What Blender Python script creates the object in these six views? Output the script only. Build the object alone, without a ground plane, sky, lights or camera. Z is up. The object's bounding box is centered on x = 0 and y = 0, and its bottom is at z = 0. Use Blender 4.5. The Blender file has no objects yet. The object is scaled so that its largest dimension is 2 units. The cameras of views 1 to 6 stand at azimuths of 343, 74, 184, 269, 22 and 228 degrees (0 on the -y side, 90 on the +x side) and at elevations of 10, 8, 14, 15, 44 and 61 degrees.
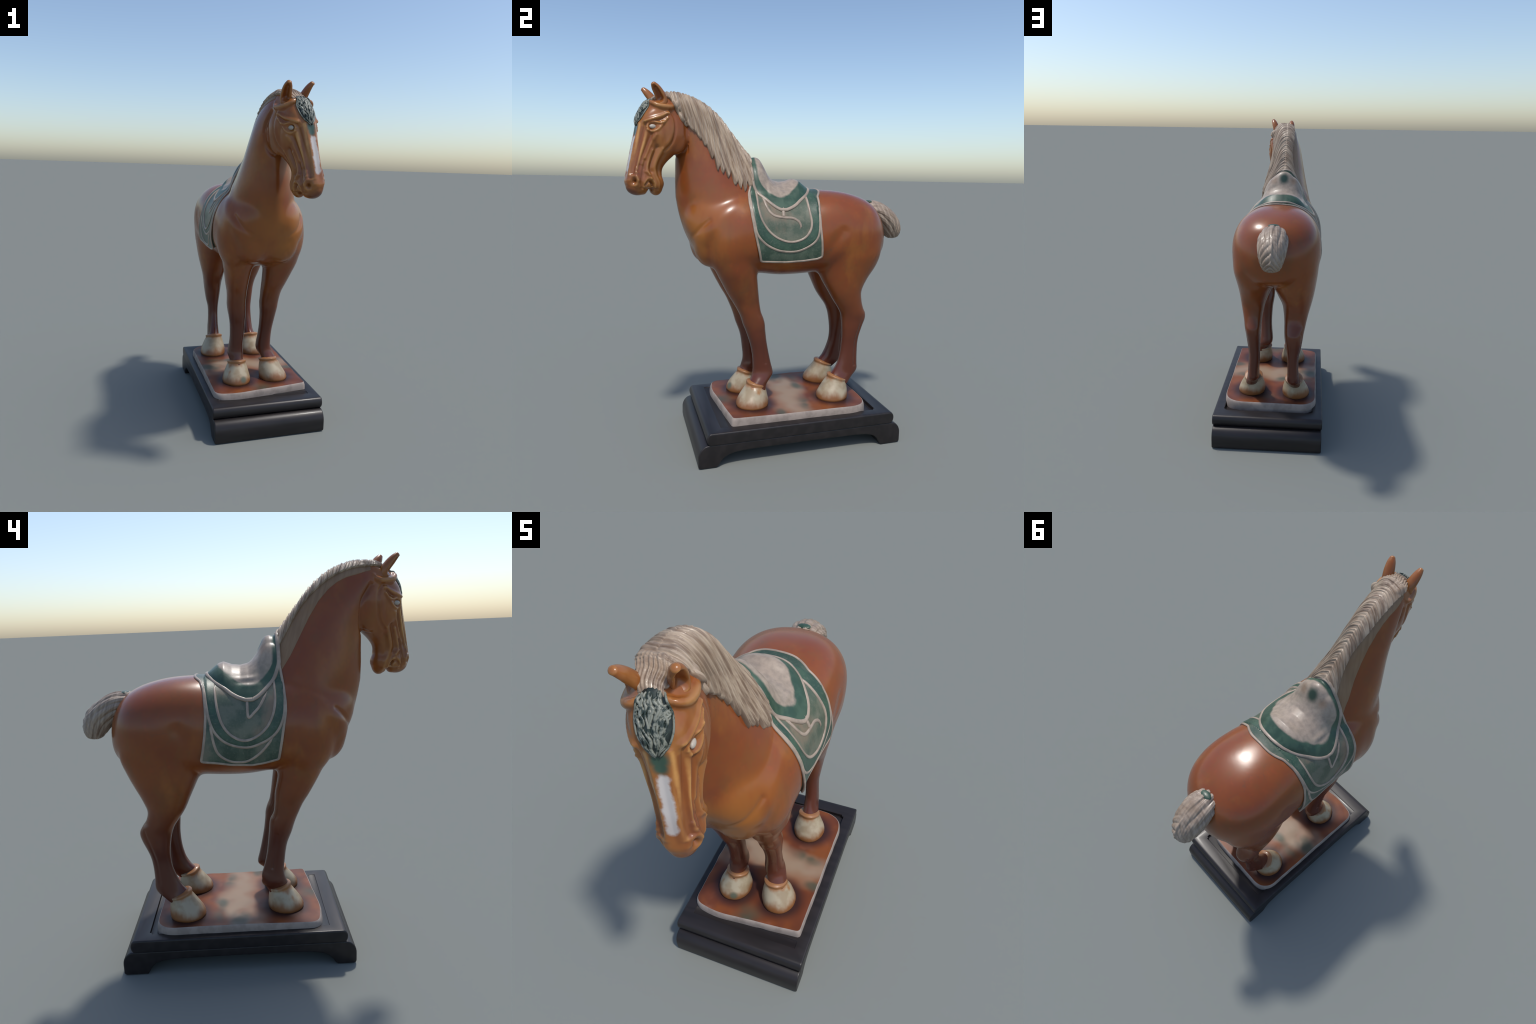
import bpy, bmesh, math
import numpy as np
from mathutils import Vector, Matrix
from mathutils.bvhtree import BVHTree

rng = np.random.default_rng(7)
X0 = -0.032                      # the horse stands a little left of the stand's middle
VOX = 0.004

# ------------------------------------------------------------------ helpers
def interp(x, table, col=1):
    t = np.asarray(table, float)
    return np.interp(x, t[:, 0], t[:, col])

def smooth_table(table, n):
    """Catmull-Rom (centripetal-free, on index) resampling of a list of rows."""
    t = np.asarray(table, float)
    k = len(t)
    p = np.vstack([2 * t[0] - t[1], t, 2 * t[-1] - t[-2]])
    u = np.linspace(0, k - 1, n)
    i = np.clip(u.astype(int), 0, k - 2)
    f = (u - i)[:, None]
    a, b, c, d = p[i], p[i + 1], p[i + 2], p[i + 3]
    return 0.5 * (2 * b + (c - a) * f + (2 * a - 5 * b + 4 * c - d) * f ** 2 + (3 * b - a - 3 * c + d) * f ** 3)

def grid_faces(nr, nc, wrap=False, flip=False):
    f = []
    for i in range(nr - 1):
        for j in range(nc if wrap else nc - 1):
            j2 = (j + 1) % nc
            q = (i * nc + j, i * nc + j2, (i + 1) * nc + j2, (i + 1) * nc + j)
            f.append(q[::-1] if flip else q)
    return f

def mesh_from(name, verts, faces, mat=None, smooth=True):
    me = bpy.data.meshes.new(name)
    me.from_pydata([tuple(map(float, v)) for v in verts], [], [tuple(map(int, f)) for f in faces])
    me.validate()
    if smooth:
        me.polygons.foreach_set("use_smooth", [True] * len(me.polygons))
    if mat is not None:
        me.materials.append(mat)
    me.update()
    return me

def fix_normals(me):
    bm = bmesh.new(); bm.from_mesh(me)
    bmesh.ops.recalc_face_normals(bm, faces=bm.faces[:])
    bm.to_mesh(me); bm.free(); me.update()
    return me

def add_object(name, me, parent=None):
    ob = bpy.data.objects.new(name, me)
    bpy.context.scene.collection.objects.link(ob)
    if parent is not None:
        ob.parent = parent
    return ob

def closed_loft(rings):
    """rings: list of (n,3) arrays -> verts, faces, with fan caps."""
    n = len(rings[0])
    v = list(np.vstack(rings))
    f = grid_faces(len(rings), n, wrap=True)
    c0, c1 = len(v), len(v) + 1
    v += [rings[0].mean(0), rings[-1].mean(0)]
    last = (len(rings) - 1) * n
    for j in range(n):
        f.append((c0, (j + 1) % n, j))
        f.append((c1, last + j, last + (j + 1) % n))
    return v, f

def tube(points, radius, n=12, squash=None, closed_ends=True):
    """Round tube along a poly line; radius may be a list. squash=(normals, factor)."""
    p = np.asarray(points, float)
    r = np.broadcast_to(np.asarray(radius, float), (len(p),))
    t = np.gradient(p, axis=0); t /= np.linalg.norm(t, axis=1)[:, None] + 1e-9
    up = np.array([0, 0, 1.0]) if squash is None else None
    rings = []
    a = np.linspace(0, 2 * np.pi, n, endpoint=False)
    ref = np.array([0.3, 0.2, 0.93])
    for i in range(len(p)):
        nn = squash[0][i] if squash is not None else ref - t[i] * (ref @ t[i])
        nn = nn - t[i] * (nn @ t[i]); nn /= np.linalg.norm(nn) + 1e-9
        b = np.cross(t[i], nn)
        k = squash[1] if squash is not None else 1.0
        rings.append(p[i] + r[i] * (np.cos(a)[:, None] * b + k * np.sin(a)[:, None] * nn))
        if squash is None:
            ref = nn
    return closed_loft(rings)

def ellipsoid(c, r, n=28):
    th = np.linspace(0, np.pi, n)[1:-1]
    a = np.linspace(0, 2 * np.pi, 2 * n, endpoint=False)
    rings = [np.stack([c[0] + r[0] * np.sin(t) * np.cos(a), c[1] + r[1] * np.sin(t) * np.sin(a), np.full_like(a, c[2] + r[2] * np.cos(t))], -1) for t in th]
    return closed_loft(rings)

class Soup:
    def __init__(self): self.v = []; self.f = []
    def add(self, vf, xf=None):
        v, f = vf
        v = np.asarray(v, float)
        if xf is not None: v = xf(v)
        o = len(self.v)
        self.v += list(v)
        self.f += [tuple(i + o for i in q) for q in f]

def value_noise(p, scale, seed=0):
    """Smooth 3-D value noise in -1..1, vectorised."""
    q = np.asarray(p, float) * scale + 31.7 + seed * 17.13
    i = np.floor(q).astype(np.int64); f = q - i
    f = f * f * (3 - 2 * f)
    def h(a, b, c):
        n = (a * 73856093) ^ (b * 19349663) ^ (c * 83492791) ^ (seed * 2654435)
        n = (n ^ (n >> 13)) * 1274126177 & 0x7FFFFFFF
        return n / 0x3FFFFFFF - 1.0
    r = 0
    for dx in (0, 1):
        for dy in (0, 1):
            for dz in (0, 1):
                w = (f[:, 0] if dx else 1 - f[:, 0]) * (f[:, 1] if dy else 1 - f[:, 1]) * (f[:, 2] if dz else 1 - f[:, 2])
                r = r + w * h(i[:, 0] + dx, i[:, 1] + dy, i[:, 2] + dz)
    return r

def polyline_dist(p, line):
    """Distance of points p (n,k) to poly line (m,k)."""
    d = np.full(len(p), 1e9)
    line = np.asarray(line, float)
    for a, b in zip(line[:-1], line[1:]):
        ab = b - a
        t = np.clip(((p - a) @ ab) / (ab @ ab + 1e-12), 0, 1)
        d = np.minimum(d, np.linalg.norm(p - a - t[:, None] * ab, axis=1))
    return d

def inside_polygon(p, poly):
    x, y = p[:, 0], p[:, 1]
    ins = np.zeros(len(p), bool)
    poly = np.asarray(poly, float)
    for (ax, ay), (bx, by) in zip(poly, np.roll(poly, -1, 0)):
        c = (ay > y) != (by > y)
        ins ^= c & (x < (bx - ax) * (y - ay) / (by - ay + 1e-12) + ax)
    return ins

def vertex_normals(v, f):
    tri = np.vstack([f[:, [0, 1, 2]], f[:, [0, 2, 3]]]) if f.shape[1] == 4 else f
    n = np.cross(v[tri[:, 1]] - v[tri[:, 0]], v[tri[:, 2]] - v[tri[:, 0]])
    out = np.zeros_like(v)
    for k in range(3):
        for c in range(3):
            out[:, c] += np.bincount(tri[:, k], n[:, c], len(v))
    return out / (np.linalg.norm(out, axis=1)[:, None] + 1e-12)

class Lap:
    def __init__(self, n, f):
        e = np.vstack([f[:, [0, 1]], f[:, [1, 2]], f[:, [2, 3]], f[:, [3, 0]]])
        e = np.unique(np.sort(e, 1), axis=0)
        self.a = np.concatenate([e[:, 0], e[:, 1]]); self.b = np.concatenate([e[:, 1], e[:, 0]])
        self.deg = np.bincount(self.a, minlength=n).astype(float); self.n = n
    def mean(self, x):
        if x.ndim == 1:
            return np.bincount(self.a, x[self.b], self.n) / self.deg
        return np.stack([np.bincount(self.a, x[self.b, c], self.n) / self.deg for c in range(x.shape[1])], -1)
    def spread_max(self, x):
        y = x.copy(); np.maximum.at(y, self.a, x[self.b]); return y

# ------------------------------------------------------------------ head frame
YAW, ROLL = math.radians(17.5), 0.065
HL = np.array([math.cos(YAW), math.sin(YAW), 0]); HF = np.array([math.sin(YAW), -math.cos(YAW), 0])
HO = np.array([0.022, -0.71, 0.0])
def head_to_world(p):
    p = np.asarray(p, float)
    l, f, z = p[:, 0], p[:, 1], p[:, 2]
    zz = z - 1.772
    ll = l * math.cos(ROLL) - zz * math.sin(ROLL) + 0.004
    z2 = 1.772 + zz * math.cos(ROLL) + l * math.sin(ROLL)
    return HO + ll[:, None] * HL + f[:, None] * HF + np.stack([0 * z2, 0 * z2, z2], -1)
def world_to_head(p):
    p = np.asarray(p, float) - HO
    ll = p @ HL - 0.004; f = p @ HF; zz = p[:, 2] - 1.772
    l = ll * math.cos(ROLL) + zz * math.sin(ROLL)
    z = 1.772 + zz * math.cos(ROLL) - ll * math.sin(ROLL)
    return np.stack([l, f, z], -1)

# ------------------------------------------------------------------ body soup
def superellipse(n, e):
    a = np.linspace(0, 2 * np.pi, n, endpoint=False)
    c, s = np.cos(a), np.sin(a)
    return np.sign(c) * np.abs(c) ** (2 / e), np.sign(s) * np.abs(s) ** (2 / e)

# trunk: y, top z, bottom z, half width, z of widest
TRUNK = [(-0.53, 1.34, 1.27, 0.046, 1.3, -0.036, 2.1),
         (-0.51, 1.38, 1.215, 0.106, 1.28, -0.036, 2.1),
         (-0.465, 1.43, 1.125, 0.161, 1.25, -0.036, 2.15),
         (-0.4, 1.45, 1.042, 0.209, 1.22, -0.036, 2.2),
         (-0.3, 1.46, 1.0, 0.251, 1.2, -0.036, 2.3),
         (-0.2, 1.465, 0.99, 0.268, 1.19, -0.036, 2.35),
         (-0.1, 1.465, 0.982, 0.256, 1.18, -0.036, 2.3),
         (0.02, 1.455, 0.968, 0.257, 1.18, -0.0352, 2.25),
         (0.14, 1.453, 0.97, 0.259, 1.18, -0.0343, 2.3),
         (0.25, 1.463, 0.98, 0.27, 1.19, -0.0334, 2.4),
         (0.36, 1.46, 0.995, 0.273, 1.2, -0.0324, 2.5),
         (0.46, 1.443, 1.005, 0.266, 1.2, -0.032, 2.5),
         (0.55, 1.413, 1.02, 0.238, 1.19, -0.032, 2.4),
         (0.615, 1.368, 1.04, 0.19, 1.18, -0.032, 2.3),
         (0.66, 1.3, 1.07, 0.125, 1.17, -0.032, 2.2),
         (0.682, 1.23, 1.11, 0.06, 1.165, -0.032, 2.1)]
def trunk_loft():
    rings = []
    for y, zt, zb, hw, zw, xc, e in smooth_table(TRUNK, 120):
        c, s = superellipse(72, e)
        z = np.where(s > 0, zw + s * (zt - zw), zw + s * (zw - zb))
        rings.append(np.stack([xc + hw * c, np.full_like(c, y), z], -1))
    return closed_loft(rings)

# neck: front (y,z), back/crest (y,z), half width, x centre, crest narrowing
NECK = [(-0.39, 1.06, 0.02, 1.34, 0.225, -0.042, 0.10, .10), (-0.472, 1.14, -0.02, 1.42, 0.212, -0.044, 0.15, .22), (-0.526, 1.25, -0.07, 1.53, 0.186, -0.042, 0.22, .40),
        (-0.557, 1.37, -0.125, 1.615, 0.160, -0.045, 0.28, .46), (-0.563, 1.48, -0.190, 1.685, 0.136, -0.048, 0.30, .47), (-0.562, 1.57, -0.260, 1.775, 0.116, -0.050, 0.28, .42),
        (-0.564, 1.65, -0.345, 1.870, 0.101, -0.048, 0.24, .30), (-0.580, 1.72, -0.430, 1.925, 0.088, -0.041, 0.20, .12), (-0.605, 1.79, -0.520, 1.952, 0.077, -0.032, 0.15, .05), (-0.63, 1.84, -0.61, 1.951, 0.06, -0.024, 0.1, 0)]
NECK_S = smooth_table(NECK, 90)
def neck_loft():
    rings = []
    a = np.linspace(0, 2 * np.pi, 64, endpoint=False)
    for fy, fz, by, bz, hw, xc, k, kf in NECK_S:
        m = np.cos(a); s = np.sin(a)
        s = np.sign(s) * np.abs(s) ** 0.92
        w = hw * s * (1 - k * m) * (1 - kf * np.clip(-m, 0, 1) ** 1.5)
        y = (fy + by) / 2 + (by - fy) / 2 * m
        z = (fz + bz) / 2 + (bz - fz) / 2 * m
        rings.append(np.stack([xc + w, y, z], -1))
    return closed_loft(rings)

# legs: z, front y, back y, left x, right x
LEGS = {
 "FL": [(1.27, -0.338, -0.196, 0.065, 0.158), (1.2, -0.383, -0.151, 0.025, 0.2), (1.12, -0.393, -0.136, 0.005, 0.213), (1.02, -0.365, -0.134, 0.0, 0.203), (0.95, -0.33, -0.124, 0.005, 0.18), (0.88, -0.292, -0.114, 0.009, 0.156), (0.82, -0.254, -0.106, 0.011, 0.138), (0.77, -0.226, -0.097, 0.013, 0.133), (0.735, -0.211, -0.083, 0.015, 0.132),
        (0.7, -0.201, -0.073, 0.019, 0.131), (0.66, -0.185, -0.069, 0.025, 0.127), (0.6, -0.163, -0.061, 0.029, 0.12), (0.55, -0.149, -0.051, 0.03, 0.114), (0.5, -0.141, -0.04, 0.027, 0.112), (0.45, -0.138, -0.028, 0.021, 0.113),
        (0.42, -0.138, -0.02, 0.02, 0.116), (0.395, -0.143, -0.02, 0.025, 0.123), (0.37, -0.156, -0.042, 0.039, 0.135), (0.345, -0.176, -0.062, 0.053, 0.145), (0.31, -0.188, -0.071, 0.06, 0.156)],
 "FR": [(1.27, -0.34, -0.2, -0.24, -0.15), (1.2, -0.385, -0.155, -0.27, -0.09), (1.12, -0.395, -0.14, -0.272, -0.065), (1.02, -0.362, -0.135, -0.255, -0.07), (0.95, -0.33, -0.128, -0.238, -0.08), (0.88, -0.292, -0.116, -0.222, -0.086), (0.82, -0.256, -0.112, -0.208, -0.087), (0.77, -0.233, -0.105, -0.203, -0.086), (0.735, -0.219, -0.088, -0.199, -0.083),
        (0.7, -0.208, -0.082, -0.193, -0.08), (0.66, -0.197, -0.079, -0.184, -0.076), (0.6, -0.175, -0.073, -0.171, -0.075), (0.55, -0.164, -0.067, -0.166, -0.076), (0.5, -0.158, -0.057, -0.164, -0.078), (0.45, -0.153, -0.044, -0.166, -0.079),
        (0.42, -0.154, -0.034, -0.17, -0.076), (0.395, -0.16, -0.034, -0.173, -0.073), (0.37, -0.169, -0.033, -0.167, -0.077), (0.345, -0.188, -0.055, -0.16, -0.08), (0.31, -0.2, -0.075, -0.165, -0.085)],
 "HL": [(1.28, 0.36, 0.54, 0.06, 0.15), (1.2, 0.28, 0.6, 0.03, 0.215), (1.11, 0.232, 0.618, 0.02, 0.229), (1.02, 0.233, 0.6, -0.022, 0.212), (0.95, 0.261, 0.55, 0.0, 0.198), (0.88, 0.303, 0.512, 0.030, 0.186), (0.82, 0.339, 0.514, 0.044, 0.174), (0.77, 0.372, 0.528, 0.05, 0.163), (0.735, 0.39, 0.545, 0.053, 0.157),
        (0.7, 0.397, 0.547, 0.055, 0.15), (0.66, 0.402, 0.534, 0.057, 0.145), (0.6, 0.407, 0.516, 0.06, 0.138), (0.55, 0.406, 0.509, 0.061, 0.133), (0.5, 0.401, 0.507, 0.063, 0.134), (0.45, 0.39, 0.506, 0.066, 0.137),
        (0.42, 0.377, 0.507, 0.067, 0.139), (0.395, 0.362, 0.509, 0.067, 0.141), (0.375, 0.345, 0.5, 0.068, 0.144), (0.35, 0.322, 0.474, 0.072, 0.152), (0.31, 0.3, 0.44, 0.078, 0.165)],
 "HR": [(1.28, .36, .54, -.22, -.12), (1.20, .28, .60, -.28, -.09), (1.11, .232, .630, -.291, -.08), (1.02, .240, .612, -.283, -.018), (.95, .272, .580, -.272, -.038), (.88, .307, .545, -.255, -.072), (.82, .336, .526, -.240, -.083), (.77, .369, .537, -.228, -.088), (.735, .394, .560, -.220, -.090),
        (.70, .410, .576, -.212, -.092), (.66, .421, .569, -.206, -.096), (.60, .430, .546, -.197, -.104), (.55, .431, .533, -.186, -.110), (.50, .426, .527, -.183, -.113), (.45, .411, .525, -.184, -.114),
        (.42, .398, .526, -.186, -.114), (.395, .384, .527, -.188, -.113), (.37, .363, .520, -.190, -.113), (.345, .337, .495, -.195, -.116), (.31, .315, .455, -.205, -.122)],
}
def leg_loft(rows):
    rings = []
    c, s = superellipse(48, 2.15)
    for z, yf, yb, xl, xr in smooth_table(rows, 150):
        rings.append(np.stack([(xl + xr) / 2 + (xr - xl) / 2 * c, (yf + yb) / 2 + (yb - yf) / 2 * s, np.full_like(c, z)], -1))
    return closed_loft(rings)

# head: z, front f, ridge half width, shoulder half width, f of widest, widest, rear half width, back f
HEAD = [(1.952, -.090, .018, .028, -.13, .036, .03, -.19), (1.930, -.040, .024, .040, -.11, .054, .045, -.195), (1.900, .006, .029, .052, -.07, .067, .058, -.20), (1.870, .030, .033, .060, -.05, .076, .068, -.20),
        (1.835, .050, .035, .066, -.05, .082, .075, -.20), (1.800, .060, .034, .066, -.06, .086, .080, -.198), (1.770, .067, .032, .060, -.065, .087, .082, -.196), (1.730, .077, .029, .054, -.065, .085, .081, -.196),
        (1.690, .088, .027, .050, -.055, .078, .075, -.186), (1.660, .096, .026, .047, -.04, .070, .065, -.168), (1.630, .103, .026, .045, -.02, .062, .052, -.128), (1.600, .110, .026, .045, .0, .057, .044, -.094),
        (1.565, .118, .027, .046, .02, .055, .042, -.068), (1.530, .126, .030, .051, .035, .056, .043, -.064), (1.500, .133, .033, .056, .05, .059, .045, -.072), (1.478, .130, .032, .053, .05, .056, .044, -.072), (1.462, .122, .03, .048, .05, .051, .040, -.066)]
def head_loft():
    rings = []
    for z, ff, r, w1, fm, w2, w3, fb in smooth_table(HEAD, 110):
        r, w1, w2, w3 = r * 1.03, w1 * 1.05, w2 * 1.09, w3 * 1.10
        half = smooth_table([(ff, 0), (ff - 0.002, r * .6), (ff - 0.010, r), (ff - 0.034, w1), (fm, w2), (fb + 0.035, w3), (fb + 0.006, w3 * .5), (fb, 0)], 40)
        ring = np.vstack([np.stack([half[:, 1], half[:, 0]], -1), np.stack([-half[-2:0:-1, 1], half[-2:0:-1, 0]], -1)])
        rings.append(np.column_stack([ring, np.full(len(ring), z)]))
    return closed_loft(rings)

soup = Soup()
soup.add(trunk_loft()); soup.add(neck_loft())
for rows in LEGS.values():
    soup.add(leg_loft(rows))
soup.add(head_loft(), head_to_world)
for vf in (ellipsoid((0, .070, 1.470), (.050, .060, .046)),           # upper lip
           ellipsoid((0, -.030, 1.476), (.040, .037, .052)),          # chin
           ellipsoid((0, .045, 1.445), (.030, .022, .018)),           # tip of the tongue
           ):
    soup.add(vf, head_to_world)
for sx in (-1, 1):
    soup.add(ellipsoid((sx * .054, -.135, 1.735), (.037, .064, .098)), head_to_world)   # jowl
    soup.add(ellipsoid((sx * .058, -.045, 1.745), (.036, .062, .092)), head_to_world)   # cheek
    collar = smooth_table([(sx * .030, -.006, 1.905), (sx * .058, -.006, 1.893), (sx * .080, -.032, 1.878), (sx * .087, -.075, 1.873), (sx * .082, -.112, 1.880), (sx * .064, -.132, 1.902)], 40)
    soup.add(tube(collar, .0145 * np.sin(np.linspace(.6, np.pi - .55, 40)) ** .8, 14), head_to_world)                                       # fold under the ear
    # sternum / breast muscle
    soup.add(ellipsoid((-.036 + sx * .084, -.385, 1.15), (.102, .090, .12)))
    # haunch
    if sx > 0: soup.add(ellipsoid((-.044, -.155, 1.39), (.150, .125, .198)))   # withers
    soup.add(ellipsoid((X0 + sx * .135, .43, 1.17), (.130, .20, .21)))
    # shoulder
    soup.add(ellipsoid((-.037 + sx * .142, -.27, 1.18), (.122, .15, .21)))

def remesh(soup, voxel):
    me = mesh_from("raw", soup.v, soup.f)
    fix_normals(me)
    ob = add_object("raw", me)
    m = ob.modifiers.new("r", "REMESH"); m.mode = "VOXEL"; m.voxel_size = voxel; m.adaptivity = 0
    dg = bpy.context.evaluated_depsgraph_get()
    ev = ob.evaluated_get(dg).to_mesh()
    v = np.empty(len(ev.vertices) * 3); ev.vertices.foreach_get("co", v); v = v.reshape(-1, 3)
    f = np.empty(len(ev.polygons) * 4, int)
    lt = np.empty(len(ev.polygons), int); ev.polygons.foreach_get("loop_total", lt)
    if (lt == 4).all():
        ev.polygons.foreach_get("vertices", f)
        f = f.reshape(-1, 4)
    else:
        f = np.array([list(p.vertices) if len(p.vertices) == 4 else list(p.vertices) + [p.vertices[2]] for p in ev.polygons])
    ob.evaluated_get(dg).to_mesh_clear()
    bpy.data.objects.remove(ob); bpy.data.meshes.remove(me)
    return v, f

V, F = remesh(soup, VOX)
lap = Lap(len(V), F)
HD = world_to_head(V)
is_head = (HD[:, 1] > -.21) & (V[:, 2] > 1.40) & (V[:, 1] < -.50)

# fillet the concave joints between the pieces, then a light overall smoothing
for rounds, radius, iters in ((0, 9, 60), (1, 5, 25)):
    N = vertex_normals(V, F)
    curv = ((lap.mean(V) - V) * N).sum(1)
    for _ in range(2): curv = lap.mean(curv)
    w = np.clip((curv - 0.00018) / 0.0005, 0, 1)
    head_w = np.where(is_head, 0.35, 1.0)
    for _ in range(radius): w = np.maximum(w, 0.93 * lap.spread_max(w))
    for _ in range(4): w = lap.mean(w)
    w = (w * head_w)[:, None]
    for _ in range(iters):
        V = V + 0.6 * w * (lap.mean(V) - V)
# the glazed trunk is very smooth: relax torso, neck and thighs
relax = np.clip((V[:, 2] - .86) / .14, 0, 1) * np.clip((HD[:, 1] * -1 - .17) / .06 + np.where(V[:, 2] < 1.40, 1, 0), 0, 1)
relax = np.where(V[:, 1] > -.48, np.clip((V[:, 2] - .86) / .14, 0, 1), relax)
relax = (relax * np.where((V[:, 2] > 1.80), .35, 1.0))
for _ in range(10): relax = lap.mean(relax)
for _ in range(90):
    V = V + (0.6 * relax)[:, None] * (lap.mean(V) - V)
for _ in range(6):
    V = V + 0.5 * (lap.mean(V) - V)
    V = V - 0.5 * (lap.mean(V) - V)
for _ in range(3):
    V = V + 0.5 * (lap.mean(V) - V)

# ---------------- carved detail on the head (strokes in the head's side plane)
HD = world_to_head(V)
N = vertex_normals(V, F)
NH = world_to_head(V + N * 0.01) - HD
side = np.clip(np.abs(NH[:, 0]) / 0.01 * 1.6, 0, 1)
disp = np.zeros(len(V))
near = is_head
fz = HD[:, 1:3]
def stroke(line, amp, width, lmin=0.0, weight=None, taper=True):
    global disp
    pts = smooth_table(line, max(8, 5 * len(line)))
    d = polyline_dist(fz[near], pts)
    g = np.exp(-(d / width) ** 2) * amp
    g = g * (np.abs(HD[near, 0]) > lmin) * (side[near] if weight is None else weight[near])
    disp[near] += g
stroke([(-.086, 1.853), (-.107, 1.826), (-.113, 1.778), (-.106, 1.729), (-.090, 1.689), (-.057, 1.654)], -.0055, .008)
stroke([(-.080, 1.835), (-.094, 1.80), (-.094, 1.75), (-.084, 1.71), (-.055, 1.675)], .004, .016)
stroke([(-.145, 1.855), (-.185, 1.80), (-.203, 1.755), (-.200, 1.700), (-.176, 1.652), (-.140, 1.632)], -.010, .011)
stroke([(.034, 1.797), (-.007, 1.812), (-.043, 1.825), (-.080, 1.844)], .0085, .0105)
stroke([(.036, 1.786), (.0, 1.798), (-.035, 1.808), (-.07, 1.828)], -.0060, .0060)
stroke([(.026, 1.757), (.007, 1.746), (-.019, 1.757), (-.040, 1.778), (-.072, 1.818)], .0060, .0065)
stroke([(.030, 1.770), (.021, 1.787), (-.004, 1.795), (-.030, 1.789), (-.048, 1.796)], .0075, .0055)
stroke([(-.004, 1.771), (.008, 1.772)], -.007, .014)
stroke([(.055, 1.790), (.073, 1.722), (.090, 1.663), (.111, 1.576), (.122, 1.528)], .0045, .0075)
stroke([(.038, 1.775), (.053, 1.722), (.073, 1.661), (.094, 1.582), (.106, 1.535)], -.0070, .0085)
stroke([(.024, 1.765), (.035, 1.723), (.056, 1.659), (.077, 1.590), (.090, 1.540)], .0055, .0085)
stroke([(.010, 1.735), (.024, 1.700), (.046, 1.642), (.069, 1.582), (.084, 1.545)], -.0045, .0070)
stroke([(-.010, 1.730), (.010, 1.690), (.036, 1.632), (.060, 1.585)], .0045, .0090)
stroke([(-.015, 1.668), (.006, 1.613), (.017, 1.569), (.013, 1.545)], -.0095, .0095)
stroke([(-.045, 1.660), (-.021, 1.614), (-.006, 1.569), (-.010, 1.530), (-.026, 1.491), (-.030, 1.455)], .0065, .0105)
stroke([(-.055, 1.63), (-.038, 1.60), (-.028, 1.56), (-.034, 1.52)], -.0035, .009)
stroke([(.005, 1.652), (.022, 1.608), (.036, 1.560), (.026, 1.528)], .0060, .0085)
stroke([(.046, 1.600), (.053, 1.560), (.060, 1.530), (.068, 1.495), (.063, 1.465)], -.0070, .0085)
stroke([(.047, 1.545), (.032, 1.535), (.014, 1.508), (-.006, 1.480), (-.011, 1.445)], .0045, .0080)
stroke([(.050, 1.475), (.035, 1.492), (.020, 1.493), (.006, 1.482)], -.0060, .0060)
stroke([(.058, 1.455), (.054, 1.482), (.036, 1.508), (.016, 1.508)], .0045, .0070)
stroke([(.014, 1.490), (.008, 1.474), (.004, 1.450)], -.014, .0080)
ring = [(.105 + .017 * math.cos(t), 1.497 + .024 * math.sin(t)) for t in np.linspace(.2, 4.9, 14)]
stroke(ring, .0030, .0080)
stroke([(.088, 1.560), (.090, 1.525), (.088, 1.50)], .0045, .0085)
# shapes across the face
face = near & (np.abs(HD[:, 0]) < .03) & (HD[:, 1] > .03)
disp[face] -= .0035 * np.exp(-(HD[face, 0] / .014) ** 2) * np.clip((1.80 - HD[face, 2]) / .05, 0, 1) * np.clip((HD[face, 2] - 1.50) / .05, 0, 1)
disp *= np.clip((HD[:, 1] + .215) / .02, 0, 1)
# nostril holes
nd = np.sqrt(((HD[:, 1] - .105) / .010) ** 2 + ((HD[:, 2] - 1.494) / .0155) ** 2)
disp -= np.where(near, .026 * np.exp(-nd ** 2) * side, 0)

# ---------------- body strokes (world space, measured along the surface)
def body_stroke(line, amp, width, mirror=True):
    global disp
    pts = smooth_table(line, 40)
    for sgn in ((1, -1) if mirror else (1,)):
        q = pts.copy(); q[:, 0] = X0 + sgn * q[:, 0]
        lo, hi = q.min(0) - 3 * width, q.max(0) + 3 * width
        k = np.where(((V > lo) & (V < hi)).all(1))[0]
        if len(k):
            disp[k] += amp * np.exp(-(polyline_dist(V[k], q) / width) ** 2)
body_stroke([(.195, -.41, 1.30), (.175, -.45, 1.26), (.14, -.485, 1.22), (.07, -.52, 1.175), (.01, -.53, 1.16)], -.006, .014)
body_stroke([(.195, -.24, 1.46), (.235, -.31, 1.37), (.22, -.39, 1.27), (.15, -.46, 1.17)], .009, .040)
body_stroke([(.01, -.525, 1.16), (.013, -.505, 1.11), (.013, -.485, 1.08)], -.006, .014)
body_stroke([(.07, -.51, 1.15), (.12, -.45, 1.06), (.13, -.42, 1.02)], -.005, .012)
body_stroke([(.095, -.55, 1.62), (.085, -.565, 1.52), (.08, -.565, 1.42)], -.004, .018)
body_stroke([(.27, .24, 1.10), (.275, .27, 1.16), (.27, .33, 1.24)], -.006, .035)
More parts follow.
